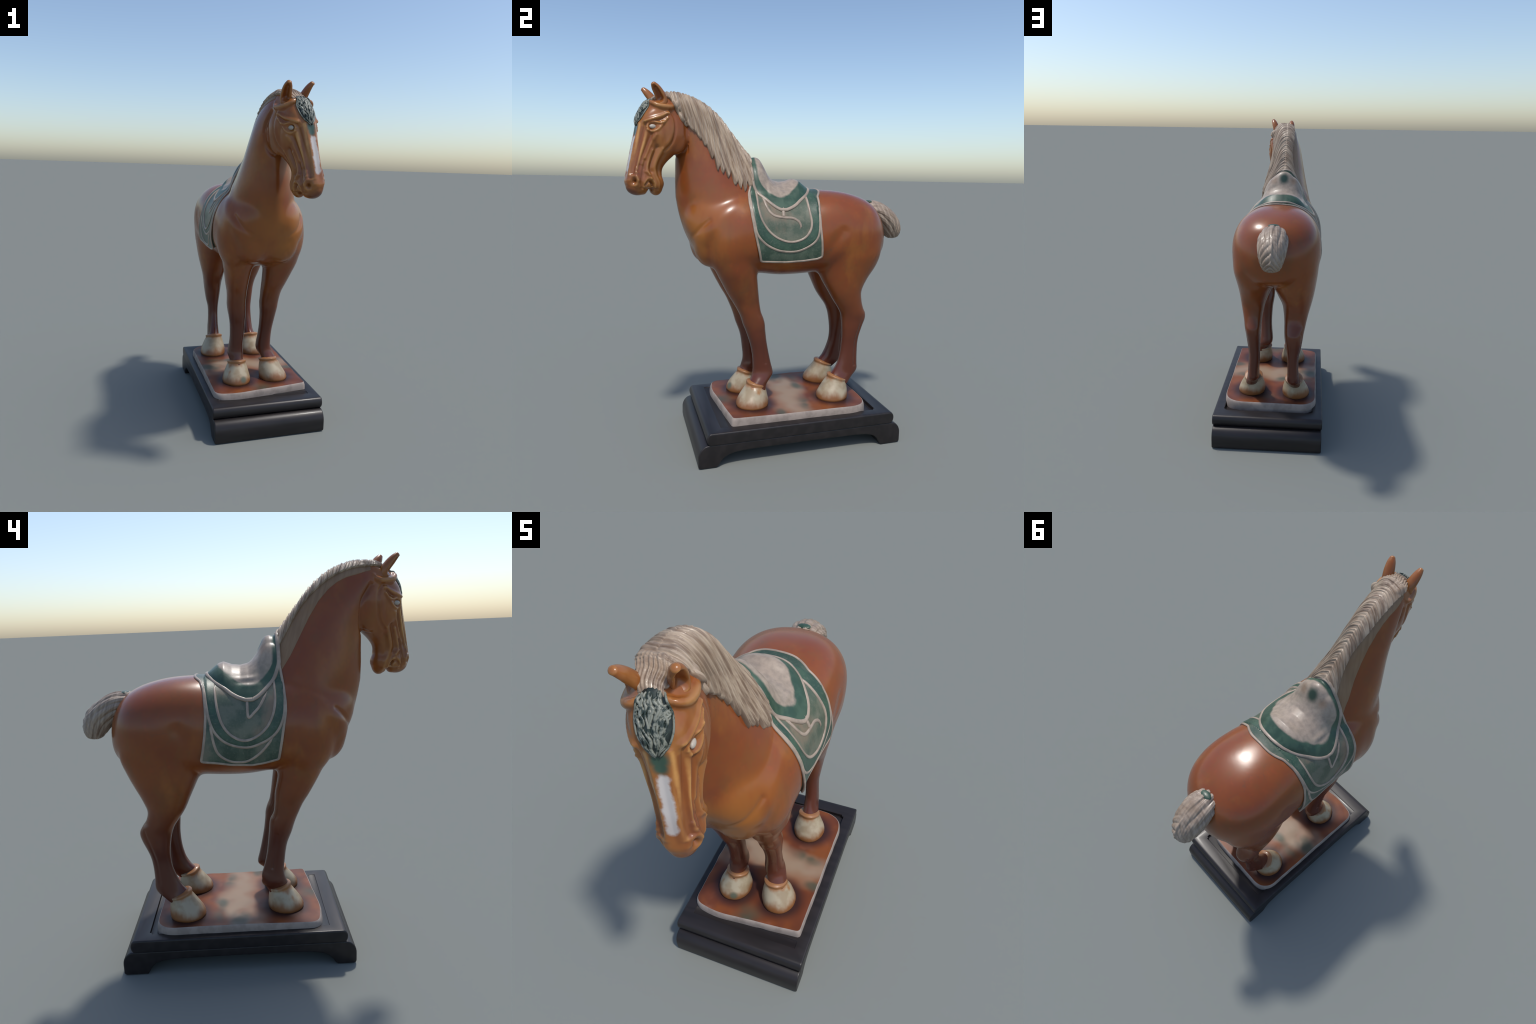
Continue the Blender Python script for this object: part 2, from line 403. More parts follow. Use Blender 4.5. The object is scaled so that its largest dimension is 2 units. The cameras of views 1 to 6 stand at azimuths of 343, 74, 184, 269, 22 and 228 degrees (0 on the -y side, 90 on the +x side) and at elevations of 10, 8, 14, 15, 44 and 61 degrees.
# tendons of the legs (given from the horse's middle, one side at a time)
for line in ([(.168, .518, .72), (.166, .497, .63), (.160, .480, .52), (.164, .478, .42)], [(-.172, .548, .72), (-.163, .520, .63), (-.152, .502, .52), (-.155, .498, .42)],
             [(.150, -.105, .66), (.142, -.085, .57), (.138, -.072, .47)], [(-.150, -.118, .66), (-.136, -.100, .57), (-.134, -.088, .47)],
             [(.055, .49, .66), (.090, .475, .52), (.095, .472, .42)], [(-.06, .515, .66), (-.080, .50, .52), (-.082, .495, .42)]):
    body_stroke(line, -.0042, .0075, mirror=False)
V = V + disp[:, None] * N
V = V + 0.25 * (lap.mean(V) - V)
V[:, :] += (value_noise(V, 9, 3) * .0012)[:, None] * N
N = vertex_normals(V, F)
body_bvh = BVHTree.FromPolygons([tuple(p) for p in V], [tuple(q) for q in F])
trunk_v, trunk_f = trunk_loft()
trunk_bvh = BVHTree.FromPolygons([tuple(p) for p in trunk_v], trunk_f)

def cast(origin, direction, bvh=None, far=5.0):
    d = Vector(direction).normalized()
    h = (bvh or body_bvh).ray_cast(Vector(origin), d, far)
    return (None, None) if h[0] is None else (np.array(h[0]), np.array(h[1]))

# ------------------------------------------------------------------ materials
def srgb(r, g, b):
    def c(x):
        x /= 255
        return x / 12.92 if x <= .04045 else ((x + .055) / 1.055) ** 2.4
    return (c(r), c(g), c(b), 1)

class Mat:
    def __init__(self, name, rough=.4, coat=0, bump=None):
        self.m = bpy.data.materials.new(name); self.m.use_nodes = True
        self.nt = self.m.node_tree; self.b = self.nt.nodes["Principled BSDF"]
        self.b.inputs["Roughness"].default_value = rough
        self.b.inputs["Coat Weight"].default_value = coat
        self.b.inputs["Coat Roughness"].default_value = .12
        self.tc = self.nt.nodes.new("ShaderNodeTexCoord")
        self.co = self.tc.outputs["Object"]
    def node(self, t, **k):
        n = self.nt.nodes.new(t)
        for a, v in k.items(): setattr(n, a, v)
        return n
    def link(self, a, b): self.nt.links.new(a, b)
    def scaled(self, s, rot=(0, 0, 0)):
        n = self.node("ShaderNodeMapping"); n.inputs["Scale"].default_value = s; n.inputs["Rotation"].default_value = rot
        self.link(self.co, n.inputs["Vector"]); return n.outputs["Vector"]
    def noise(self, scale, detail=4, rough=.55, vec=None, dist=0):
        n = self.node("ShaderNodeTexNoise"); n.inputs["Scale"].default_value = scale; n.inputs["Detail"].default_value = detail
        n.inputs["Roughness"].default_value = rough; n.inputs["Distortion"].default_value = dist
        self.link(vec or self.co, n.inputs["Vector"]); return n.outputs["Fac"]
    def ramp(self, fac, lo, hi, a=0., b=1.):
        n = self.node("ShaderNodeMapRange", interpolation_type="SMOOTHSTEP")
        for i, v in zip(("From Min", "From Max", "To Min", "To Max"), (lo, hi, a, b)): n.inputs[i].default_value = v
        self.link(fac, n.inputs["Value"]); return n.outputs["Result"]
    def math(self, op, a, b=0.5):
        n = self.node("ShaderNodeMath", operation=op)
        for i, v in enumerate((a, b)):
            if isinstance(v, (int, float)): n.inputs[i].default_value = v
            else: self.link(v, n.inputs[i])
        return n.outputs[0]
    def mix(self, fac, a, b, mode="MIX"):
        n = self.node("ShaderNodeMix", data_type="RGBA", blend_type=mode)
        if isinstance(fac, (int, float)): n.inputs[0].default_value = fac
        else: self.link(fac, n.inputs[0])
        for s, v in ((n.inputs[6], a), (n.inputs[7], b)):
            if isinstance(v, tuple): s.default_value = v
            else: self.link(v, s)
        return n.outputs[2]
    def near(self, centre, radius, soft, scale=(1, 1, 1)):
        """1 inside a (scaled) ball round centre, 0 outside."""
        s = self.node("ShaderNodeVectorMath", operation="SUBTRACT"); self.link(self.co, s.inputs[0]); s.inputs[1].default_value = centre
        m = self.node("ShaderNodeVectorMath", operation="MULTIPLY"); self.link(s.outputs[0], m.inputs[0]); m.inputs[1].default_value = scale
        l = self.node("ShaderNodeVectorMath", operation="LENGTH"); self.link(m.outputs[0], l.inputs[0])
        return self.ramp(l.outputs["Value"], radius + soft, radius - soft)
    def near_segment(self, a, b, radius, soft, wobble=None):
        """1 within radius of the line from a to b."""
        a, b = np.array(a), np.array(b); L = float(np.linalg.norm(b - a)); d = (b - a) / L
        s = self.node("ShaderNodeVectorMath", operation="SUBTRACT"); self.link(self.co, s.inputs[0]); s.inputs[1].default_value = tuple(a)
        dt = self.node("ShaderNodeVectorMath", operation="DOT_PRODUCT"); self.link(s.outputs[0], dt.inputs[0]); dt.inputs[1].default_value = tuple(d)
        t = self.math("MINIMUM", self.math("MAXIMUM", dt.outputs["Value"], 0.0), L)
        sc = self.node("ShaderNodeVectorMath", operation="SCALE"); sc.inputs[0].default_value = tuple(d); self.link(t, sc.inputs[3])
        r = self.node("ShaderNodeVectorMath", operation="SUBTRACT"); self.link(s.outputs[0], r.inputs[0]); self.link(sc.outputs[0], r.inputs[1])
        l = self.node("ShaderNodeVectorMath", operation="LENGTH"); self.link(r.outputs[0], l.inputs[0])
        v = l.outputs["Value"]
        if wobble is not None: v = self.math("ADD", v, wobble)
        return self.ramp(v, radius + soft, radius - soft)
    def xyz(self):
        n = self.node("ShaderNodeSeparateXYZ"); self.link(self.co, n.inputs[0]); return n.outputs
    def out(self, col):
        self.link(col, self.b.inputs["Base Color"])
        return self.m
    def bump(self, fac, strength=.2, dist=.002):
        n = self.node("ShaderNodeBump"); n.inputs["Strength"].default_value = strength; n.inputs["Distance"].default_value = dist
        self.link(fac, n.inputs["Height"]); self.link(n.outputs[0], self.b.inputs["Normal"])

GL = srgb(134, 71, 30); GL_RED = srgb(126, 63, 29); GL_OCHRE = srgb(150, 90, 37); GL_DARK = srgb(100, 52, 36)
def glaze(name, head=False, leg=False):
    m = Mat(name, .27, .15)
    m.b.inputs['Specular IOR Level'].default_value = .42
    col = m.mix(m.ramp(m.noise(3.2, 3), .44, .66), GL, GL_RED)
    col = m.mix(m.math("MULTIPLY", m.ramp(m.noise(5.5, 4, vec=m.scaled((1, 1, .45))), .52, .72), .75), col, GL_OCHRE)
    col = m.mix(m.math("MULTIPLY", m.ramp(m.noise(60, 4), .35, .7), .18), col, srgb(120, 64, 38))
    col = m.mix(m.math("MULTIPLY", m.ramp(m.noise(17, 5, vec=m.scaled((1, 1, .55))), .46, .70), .38), col, srgb(116, 74, 36))
    col = m.mix(m.math("MULTIPLY", m.ramp(m.noise(26, 4), .58, .76), .35), col, srgb(150, 70, 34))
    # fine crackle lines in the glaze
    vo = m.node("ShaderNodeTexVoronoi", feature="DISTANCE_TO_EDGE"); vo.inputs["Scale"].default_value = 7
    w = m.node("ShaderNodeVectorMath", operation="ADD"); m.link(m.co, w.inputs[0])
    nz = m.node("ShaderNodeTexNoise"); nz.inputs["Scale"].default_value = 9; nz.inputs["Detail"].default_value = 6; m.link(m.co, nz.inputs["Vector"])
    sc = m.node("ShaderNodeVectorMath", operation="SCALE"); m.link(nz.outputs["Color"], sc.inputs[0]); sc.inputs[3].default_value = .16
    m.link(sc.outputs[0], w.inputs[1]); m.link(w.outputs[0], vo.inputs["Vector"])
    crack = m.math("MULTIPLY", m.ramp(vo.outputs["Distance"], .012, .002), m.ramp(m.noise(6, 2), .55, .68))
    col = m.mix(m.math("MULTIPLY", crack, .35), col, srgb(90, 66, 52))
    col0 = col
    if head:
        # honey coloured thin glaze on the carved ridges, brown pools between
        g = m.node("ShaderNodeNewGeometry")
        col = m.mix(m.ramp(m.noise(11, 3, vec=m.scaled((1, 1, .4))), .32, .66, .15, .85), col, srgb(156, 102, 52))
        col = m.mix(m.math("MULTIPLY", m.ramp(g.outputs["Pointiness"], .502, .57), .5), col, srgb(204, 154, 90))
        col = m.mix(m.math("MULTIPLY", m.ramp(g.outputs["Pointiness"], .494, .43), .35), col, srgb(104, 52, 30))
        def hw(l, f, z): return tuple(head_to_world(np.array([[l, f, z]]))[0])
        nze = m.noise(30, 3)
        # white blaze down the nose, green stain above it
        wob = m.math("MULTIPLY", m.math("SUBTRACT", nze, .5), .03)
        prev = m.near_segment(hw(0, .084, 1.715), hw(0, .119, 1.568), .0175, .006, wob)
        col = m.mix(prev, col, srgb(192, 184, 178))
        k = m.math("MAXIMUM", m.near(hw(0, .062, 1.770), .026, .012), m.near(hw(0, .068, 1.75), .020, .010))
        col = m.mix(k, col, srgb(58, 80, 66))
        # honey glaze thinned on the long facial ridges, brown pooled between them
        sw = m.math("MULTIPLY", m.math("SUBTRACT", m.noise(22, 3), .5), .012)
        for sg in (-1, 1):
            k = m.near_segment(hw(sg * .046, .047, 1.765), hw(sg * .050, .098, 1.560), .009, .006, sw)
            col = m.mix(m.math("MULTIPLY", k, .7), col, srgb(116, 62, 28))
            k = m.near_segment(hw(sg * .062, .020, 1.715), hw(sg * .062, .070, 1.575), .007, .006, sw)
            col = m.mix(m.math("MULTIPLY", k, .55), col, srgb(116, 62, 28))
            for a_, b_ in (((.035, .056, 1.785), (.038, .120, 1.530)), ((.058, .030, 1.745), (.058, .086, 1.560))):
                k = m.near_segment(hw(sg * a_[0], a_[1], a_[2]), hw(sg * b_[0], b_[1], b_[2]), .006, .0055, sw)
                col = m.mix(m.math("MULTIPLY", k, .75), col, srgb(200, 148, 84))
            k = m.near_segment(hw(sg * .088, .0, 1.886), hw(sg * .095, -.09, 1.876), .012, .008, sw)
            col = m.mix(m.math("MULTIPLY", k, .5), col, srgb(176, 128, 76))
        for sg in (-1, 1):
            col = m.mix(m.math("MULTIPLY", m.near(hw(sg * .052, .105, 1.494), .010, .006), .8), col, srgb(60, 32, 24))  # nostril hollows painted dark brown to deepen the shade inside them
        # dark violet muzzle
        k = m.math("MAXIMUM", m.near(hw(0, .105, 1.44), .040, .02), m.math("MULTIPLY", m.math("MAXIMUM", m.near(hw(.05, .085, 1.55), .055, .035), m.near(hw(-.05, .085, 1.55), .055, .035)), .5))
        col = m.mix(m.math("MULTIPLY", k, .75), col, srgb(92, 46, 38))
    if head:
        dp = m.node("ShaderNodeVectorMath", operation="DOT_PRODUCT"); m.link(m.co, dp.inputs[0]); dp.inputs[1].default_value = tuple(HF)
        fpos = m.math("ADD", m.math("SUBTRACT", dp.outputs["Value"], float(HO @ HF)), m.math("MULTIPLY", m.math("SUBTRACT", m.noise(9, 3), .5), .08))
        col = m.mix(m.ramp(fpos, -.185, -.06), col0, col)
    if leg:
        k = m.math("MULTIPLY", m.near((.06, -.50, 1.22), .20, .16), m.ramp(m.noise(7, 3, vec=m.scaled((1, 1, .4))), .30, .60))
        col = m.mix(m.math("MULTIPLY", k, .75), col, srgb(158, 98, 40))
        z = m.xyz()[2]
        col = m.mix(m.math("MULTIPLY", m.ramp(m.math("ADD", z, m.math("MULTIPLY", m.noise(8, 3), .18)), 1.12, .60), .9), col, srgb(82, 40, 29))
    m.bump(m.noise(14, 5), .06, .004)
    return m.out(col)

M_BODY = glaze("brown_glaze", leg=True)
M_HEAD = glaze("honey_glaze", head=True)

def hair_mat(name, a, b, c, lean=-.30):
    m = Mat(name, .5, .1)
    r = m.node("ShaderNodeMapping"); r.inputs["Rotation"].default_value = (lean, 0, 0); m.link(m.co, r.inputs["Vector"])
    k = m.node("ShaderNodeMapping"); k.inputs["Scale"].default_value = (.25, 1, .05); m.link(r.outputs[0], k.inputs["Vector"])
    v = k.outputs[0]
    col = m.mix(m.ramp(m.noise(75, 3, vec=v), .30, .72), a, b)
    col = m.mix(m.math("MULTIPLY", m.ramp(m.noise(9, 3), .5, .72), .5), col, c)
    m.bump(m.noise(190, 2, vec=v), .25, .002)
    return m.out(col)
M_MANE = hair_mat("pale_mane_glaze", srgb(124, 103, 85), srgb(178, 159, 137), srgb(146, 122, 98))
M_TAIL = hair_mat("pale_tail_glaze", srgb(128, 110, 94), srgb(166, 148, 130), srgb(140, 118, 96))
M_BAND = hair_mat("tan_band_glaze", srgb(126, 96, 68), srgb(142, 112, 82), srgb(132, 96, 62))
def simple(name, a, b, scale=20, rough=.45, coat=.1, detail=4, lo=.4, hi=.62):
    m = Mat(name, rough, coat)
    col = m.mix(m.ramp(m.noise(scale, detail), lo, hi), a, b)
    m.bump(m.noise(150, 3), .1, .002)
    return m.out(col)
M_EYE = simple("pale_eye_glaze", srgb(178, 168, 154), srgb(158, 148, 134))
M_FDARK = simple("dark_green_glaze", srgb(24, 32, 29), srgb(38, 50, 44), 60)
M_FLOCK = simple("grey_green_lock_glaze", srgb(124, 126, 114), srgb(38, 50, 44), 60, lo=.46, hi=.62)
M_PIPE = simple("cream_piping_glaze", srgb(166, 148, 131), srgb(146, 130, 115), 18)
def cloth_mat(name, a, b, c, lo=.54, hi=.70):
    m = Mat(name, .42, .05)
    col = m.mix(m.ramp(m.noise(14, 5), .40, .62), a, b)
    col = m.mix(m.math("MULTIPLY", m.ramp(m.noise(7, 4, vec=m.scaled((1, 1, .6))), lo, hi), .8), col, c)
    col = m.mix(m.math("MULTIPLY", m.ramp(m.noise(110, 3), .5, .75), .2), col, srgb(140, 132, 116))
    m.bump(m.noise(120, 3), .15, .002)
    return m.out(col)
M_GREEN = cloth_mat("deep_green_glaze", srgb(44, 70, 55), srgb(58, 84, 66), srgb(76, 92, 74))
M_PANEL = cloth_mat("grey_green_glaze", srgb(74, 86, 69), srgb(102, 105, 88), srgb(130, 110, 90), .52, .70)
M_LOWER = cloth_mat("mottled_green_glaze", srgb(50, 70, 56), srgb(78, 92, 76), srgb(116, 112, 96))

def saddle_mat():
    m = Mat("saddle_glaze", .42, .05)
    x, y, z = m.xyz()
    green = m.mix(m.ramp(m.noise(16, 4), .4, .62), srgb(44, 70, 54), srgb(62, 86, 68))
    seat = m.mix(m.ramp(m.noise(40, 5), .30, .75), srgb(164, 147, 130), srgb(140, 126, 112))
    seat = m.mix(m.math("MULTIPLY", m.ramp(m.noise(8, 3), .55, .7), .4), seat, srgb(130, 122, 106))
    c = m.node("ShaderNodeFloatCurve"); cv = c.mapping.curves[0]
    # lower border of the pale seat as height over y (both shifted into 0..1)
    pts = [(-.15, 1.64), (-.138, 1.575), (-.118, 1.510), (-.09, 1.466), (-.045, 1.432), (-.004, 1.422), (.04, 1.438), (.08, 1.466), (.11, 1.490), (.14, 1.515), (.2, 1.57)]
    def un(p): return ((p[0] + .2) / .5, (p[1] - 1.3) / .4)
    cv.points[0].location = un(pts[0]); cv.points[1].location = un(pts[-1])
    for p in pts[1:-1]: cv.points.new(*un(p))
    c.mapping.update()
    m.link(m.math("DIVIDE", m.math("ADD", y, .2), .5), c.inputs["Value"])
    edge = m.math("ADD", m.math("MULTIPLY", c.outputs[0], .4), 1.3)
    d = m.math("SUBTRACT", z, m.math("ADD", edge, m.math("MULTIPLY", m.math("SUBTRACT", m.noise(18, 3), .5), .02)))
    front = m.ramp(m.math("ADD", y, m.math("MULTIPLY", m.math("SUBTRACT", m.noise(18, 3), .5), .015)), -.130, -.116)
    col = m.mix(m.math("MULTIPLY", m.ramp(d, -.006, .008), front), green, seat)
    k = m.near((X0 - .012, -.068, 1.60), .030, .016, (1, 1, .75))
    col = m.mix(k, col, srgb(40, 62, 50))
    for sx in (-1, 1):
        k = m.near((X0 - .01 + sx * .062, -.085, 1.575), .024, .016)
        col = m.mix(m.math("MULTIPLY", k, .6), col, srgb(120, 92, 66))
    m.bump(m.noise(120, 3), .15, .002)
    return m.out(col)
M_SADDLE = saddle_mat()

HOOVES = {"FL": (.118, -.148, .236), "FR": (-.128, -.154, .236), "HL": (.124, .345, .236), "HR": (-.168, .367, .236)}
def hoof_mat():
    m = Mat("cream_hoof_glaze", .42, .1)
    z = m.xyz()[2]
    nz = m.math("MULTIPLY", m.math("SUBTRACT", m.noise(13, 3, vec=m.scaled((1, 1, .35))), .5), .10)
    zz = m.math("ADD", z, nz)
    cream = m.mix(m.ramp(m.noise(14, 3), .4, .66), srgb(166, 152, 127), srgb(148, 130, 103))
    col = m.mix(m.ramp(zz, .292, .244), cream, srgb(128, 82, 44))
    col = m.mix(m.math("MULTIPLY", m.ramp(zz, .326, .352), .9), col, srgb(146, 94, 50))
    col = m.mix(m.ramp(m.noise(11, 3, vec=m.scaled((1, 1, .4))), .60, .74), col, srgb(150, 106, 62))
    k = m.near((-.105, -.235, .262), .020, .010)
    col = m.mix(k, col, srgb(86, 88, 70))
    return m.out(col)
M_HOOF = hoof_mat()

def plinth_mat():
    m = Mat("splashed_glaze", .45, .06)
    m.b.inputs["Specular IOR Level"].default_value = .3
    n1 = m.noise(4.5, 1.5); x, y, z = m.xyz()
    col = m.mix(m.ramp(m.noise(7, 2), .36, .66), srgb(124, 68, 30), srgb(94, 50, 32))
    col = m.mix(m.ramp(m.noise(6, 3, vec=m.scaled((1, 1, 1), (0, 0, .7))), .55, .70), col, srgb(126, 78, 58))
    # pale unglazed strip across the middle
    yy = m.math("ADD", y, m.math("MULTIPLY", m.math("SUBTRACT", n1, .5), .34))
    ax = m.math("ABSOLUTE", m.math("ADD", x, .02))
    yy = m.math("ADD", yy, m.math("MULTIPLY", ax, .12))
    strip = m.math("MULTIPLY", m.ramp(yy, -.03, .08), m.ramp(m.math("ADD", yy, m.math("MULTIPLY", ax, .30)), .26, .12))
    col = m.mix(m.math("MULTIPLY", strip, .85), col, srgb(152, 132, 110))
    # green runs
    for c, r in (((.20, .165, .24), .075), ((.02, .42, .24), .06), ((-.25, .09, .24), .075), ((0, -.27, .24), .07), ((.26, -.02, .24), .045), ((-.08, .19, .24), .05), ((-.20, .20, .24), .06), ((.1, .40, .24), .05), ((-.02, -.33, .24), .05)):
        k = m.math("MULTIPLY", m.near(c, r, r * .6, (1, 1.5, 1)), m.ramp(m.noise(8, 2), .26, .56))
        col = m.mix(m.math("MULTIPLY", k, .85), col, srgb(66, 74, 60))
    # dark halo of pooled glaze round each hoof
    for c in HOOVES.values():
        col = m.mix(m.math("MULTIPLY", m.near(c, .165, .05), .45), col, srgb(120, 60, 28))
        col = m.mix(m.math("MULTIPLY", m.near(c, .128, .034), .92), col, srgb(46, 28, 28))
    m.bump(m.noise(40, 4), .12, .003)
    return m.out(col)
M_PLINTH = plinth_mat()
M_CLAY = simple("bare_clay", srgb(154, 140, 130), srgb(138, 125, 116), 18, .7, 0)
def wood_mat():
    m = Mat("black_lacquered_wood", .42, .05)
    m.b.inputs["Specular IOR Level"].default_value = .4
    col = m.mix(m.ramp(m.noise(20, 4, vec=m.scaled((.15, 1, 1))), .4, .65), srgb(29, 25, 25), srgb(38, 33, 33))
    m.bump(m.noise(60, 4, vec=m.scaled((.2, 1, 1))), .08, .002)
    return m.out(col)
M_WOOD = wood_mat()
M_HOLE = simple("dark_hollow_glaze", srgb(58, 36, 28), srgb(44, 28, 24), 40, .6, 0)

# ------------------------------------------------------------------ assemble the horse
horse = bpy.data.objects.new("horse_figurine", None)
bpy.context.scene.collection.objects.link(horse)
horse["label"] = "brown glazed ceramic horse with green saddle standing on a plinth"
horse["category"] = "horse statue"

cen = V[F].mean(1)
hd = world_to_head(cen)
reg = np.zeros(len(F), int)                                        # 0 torso
reg[(cen[:, 2] > 1.36 + .55 * (cen[:, 1] + .40)) & (cen[:, 1] < -.10)] = 1                     # neck
reg[(hd[:, 1] > -.205) & (cen[:, 2] > 1.41) & (hd[:, 2] > 1.63 - 1.2 * (hd[:, 1] + .15)) | ((hd[:, 1] > -.13) & (cen[:, 2] > 1.40))] = 2  # head
leg_line = 1.0
for k, (sx, fr) in enumerate(((1, 1), (-1, 1), (1, 0), (-1, 0))):
    ymask = cen[:, 1] < .08 if fr else cen[:, 1] >= .08
    xmask = cen[:, 0] > X0 if sx > 0 else cen[:, 0] <= X0
    lim = 1.035 - .25 * np.clip(.2 - np.abs(cen[:, 0] - X0), 0, .2)
    reg[ymask & xmask & (cen[:, 2] < lim) & ((cen[:, 1] < -.115) | (cen[:, 1] > .215))] = 3 + k
names = ["torso", "neck", "head", "foreleg", "foreleg", "hindleg", "hindleg"]
parts = {}
for k, nm in enumerate(names):
    fs = F[reg == k]
    used, inv = np.unique(fs, return_inverse=True)
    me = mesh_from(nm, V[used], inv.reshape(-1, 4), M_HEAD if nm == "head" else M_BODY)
    if len(me.vertices) == len(used):
        me.normals_split_custom_set_from_vertices([tuple(n) for n in N[used]])
    parts[k] = add_object(nm, me, horse)
head_ob = parts[2]

# eyes
for sx in (-1, 1):
    v, f = ellipsoid((sx * .0735, .002, 1.7710), (.0095, .0185, .0115), 16)
    add_object("eye", fix_normals(mesh_from("eye", head_to_world(np.array(v)), f, M_EYE)), head_ob)

# ears
def ear(sx):
    spine = smooth_table([(.052, -.066, 1.885), (.056, -.060, 1.915), (.064, -.042, 1.945), (.070, -.022, 1.970), (.0735, -.008, 1.987)], 40)
    rad = smooth_table([(.032, .026), (.034, .027), (.031, .025), (.025, .020), (.0145, .012)], 40)
    spine[:, 0] *= sx
    t = np.gradient(spine, axis=0); t /= np.linalg.norm(t, axis=1)[:, None]
    out = np.array([sx * .62, .78, 0.0])                 # the way the opening looks
    a = np.linspace(0, 2 * np.pi, 48, endpoint=False)
    rings = []
    for i in range(len(spine)):
        o = out - t[i] * (out @ t[i]); o /= np.linalg.norm(o)
        b = np.cross(t[i], o)
        s = i / (len(spine) - 1)
        scoop = .85 * np.clip((s - .12) / .2, 0, 1) * np.clip((1.0 - s) / .25, 0, 1)
        fwd = np.cos(a) * rad[i, 1] * 1.0
        hollow = np.exp(-(np.minimum(a, 2 * np.pi - a) / .62) ** 2) * scoop * rad[i, 1] * 1.35
        rings.append(spine[i] + (fwd - hollow)[:, None] * o + (np.sin(a) * rad[i, 0] * .86)[:, None] * b)
    tip = spine[-1] + t[-1] * np.array([[.002], [.0042], [.0056]])
    for k, q in enumerate(tip):
        rings.append(q + (rings[len(spine) - 1] - spine[-1]) * (.86, .6, .25)[k])
    return closed_loft(rings)
for sx in (-1, 1):
    v, f = ear(sx)
    add_object("ear", fix_normals(mesh_from("ear", head_to_world(np.array(v)), f, M_HEAD)), head_ob)

# hooves
def hoof(c, rear, turn):
    # z, centre offset y, half length y, half width x
    rows = [(.228, .0, .094, .084), (.240, .0, .098, .088), (.262, .004, .094, .085), (.290, .013, .082, .076), (.318, .022, .067, .065), (.333, .026, .0595, .0580), (.339, .027, .0590, .0575), (.346, .028, .0605, .0590), (.352, .029, .0590, .0570), (.356, .030, .0480, .0460)]
    rings = []
    a = np.linspace(0, 2 * np.pi, 64, endpoint=False)
    for z, oy, ly, lx in smooth_table(rows, 46):
        tilt = (z - .236) / .12                                    # the coronet is lower at the heel
        x = lx * np.cos(a); y = ly * np.sin(a)
        y = np.where(y > 0, y * .92, y)
        zz = z - np.clip(y / ly, -1, 1) * (.020 if rear else .014) * tilt
        p = np.stack([x, y + oy * (1.1 if rear else 1.0), zz], -1)
        rings.append(p)
    v, f = closed_loft(rings)
    v = np.array(v)
    ca, sa = math.cos(turn), math.sin(turn)
    w = np.stack([v[:, 0] * ca - v[:, 1] * sa + c[0], v[:, 0] * sa + v[:, 1] * ca + c[1], v[:, 2]], -1)
    return w, f
LEAN = {"FL": (-.026, .0), "FR": (.006, .0), "HL": (-.012, .0), "HR": (.012, .0)}
for (key, c), leg in zip(HOOVES.items(), (parts[3], parts[4], parts[5], parts[6])):
    v, f = hoof(c, key[0] == "H", {"FL": .12, "FR": -.05, "HL": .05, "HR": -.05}[key])
    v[:, 0] += LEAN[key][0] * np.clip((v[:, 2] - .24) / .11, 0, 1)
    v += (value_noise(v, 30, 5) * .0015)[:, None]
    add_object("hoof", fix_normals(mesh_from("hoof", v, f, M_HOOF)), leg)

# ------------------------------------------------------------------ mane
CREST = [(-.702, 1.912), (-.680, 1.926), (-.655, 1.940), (-.63, 1.951), (-.605, 1.959), (-.579, 1.963), (-.526, 1.960), (-.475, 1.950), (-.430, 1.930), (-.381, 1.902), (-.334, 1.867), (-.296, 1.833), (-.25, 1.778), (-.215, 1.725), (-.18, 1.670), (-.158, 1.635)]
MANE_LOW = [(-.702, 1.903), (-.68, 1.916), (-.655, 1.927), (-.625, 1.934), (-.60, 1.920), (-.582, 1.893), (-.560, 1.850), (-.545, 1.822), (-.521, 1.795), (-.501, 1.785), (-.465, 1.757), (-.43, 1.714), (-.399, 1.672), (-.378, 1.622), (-.357, 1.592), (-.325, 1.555), (-.290, 1.545), (-.256, 1.496), (-.218, 1.482), (-.194, 1.482), (-.158, 1.49)]
COMB_LOW = [(-.702, 1.903), (-.68, 1.916), (-.655, 1.927), (-.623, 1.932), (-.569, 1.934), (-.525, 1.932), (-.48, 1.921), (-.435, 1.904), (-.39, 1.880), (-.345, 1.848), (-.309, 1.818), (-.272, 1.778), (-.23, 1.712), (-.158, 1.58)]
BAND_LOW = [(-.655, 1.90), (-.609, 1.918), (-.525, 1.894), (-.481, 1.884), (-.437, 1.865), (-.393, 1.833), (-.348, 1.784), (-.302, 1.713), (-.265, 1.645), (-.208, 1.542), (-.158, 1.47)]
def neck_axis_x(y):
    return np.interp(y, [-.70, -.655, -.62, -.58, -.52, -.35, -.15], [.010, -.006, -.016, -.025, -.033, -.044, -.040])

def drape_point(y, x0, zc, s, zlow_p, zlow_m):
    """A path over the neck in a slice of constant y: s in -1..1; s<0 runs down the -x flank, s>0 down the +x flank."""
    zt = interp(y, CREST)
    zl = zlow_p if s > 0 else zlow_m
    sg = 1 if s > 0 else -1
    c = zt - .075
    quarter = .085
    total = quarter + max(c - zl, 0)
    d = abs(s) * (total if zl < c else quarter * np.arccos(np.clip((zl - c) / .075, 0, 1)) / (np.pi / 2))
    if d < quarter:
        a = d / quarter * np.pi / 2
        o = (x0, y, c); dr = (sg * math.sin(a), 0, math.cos(a))
        h, n = cast((o[0] + dr[0] * .6, y, c + dr[2] * .6), (-dr[0], 0, -dr[2]))
    else:
        z = c - (d - quarter)
        h, n = cast((x0 + sg * .6, y, z), (-sg, 0, 0))
    return h, n, d

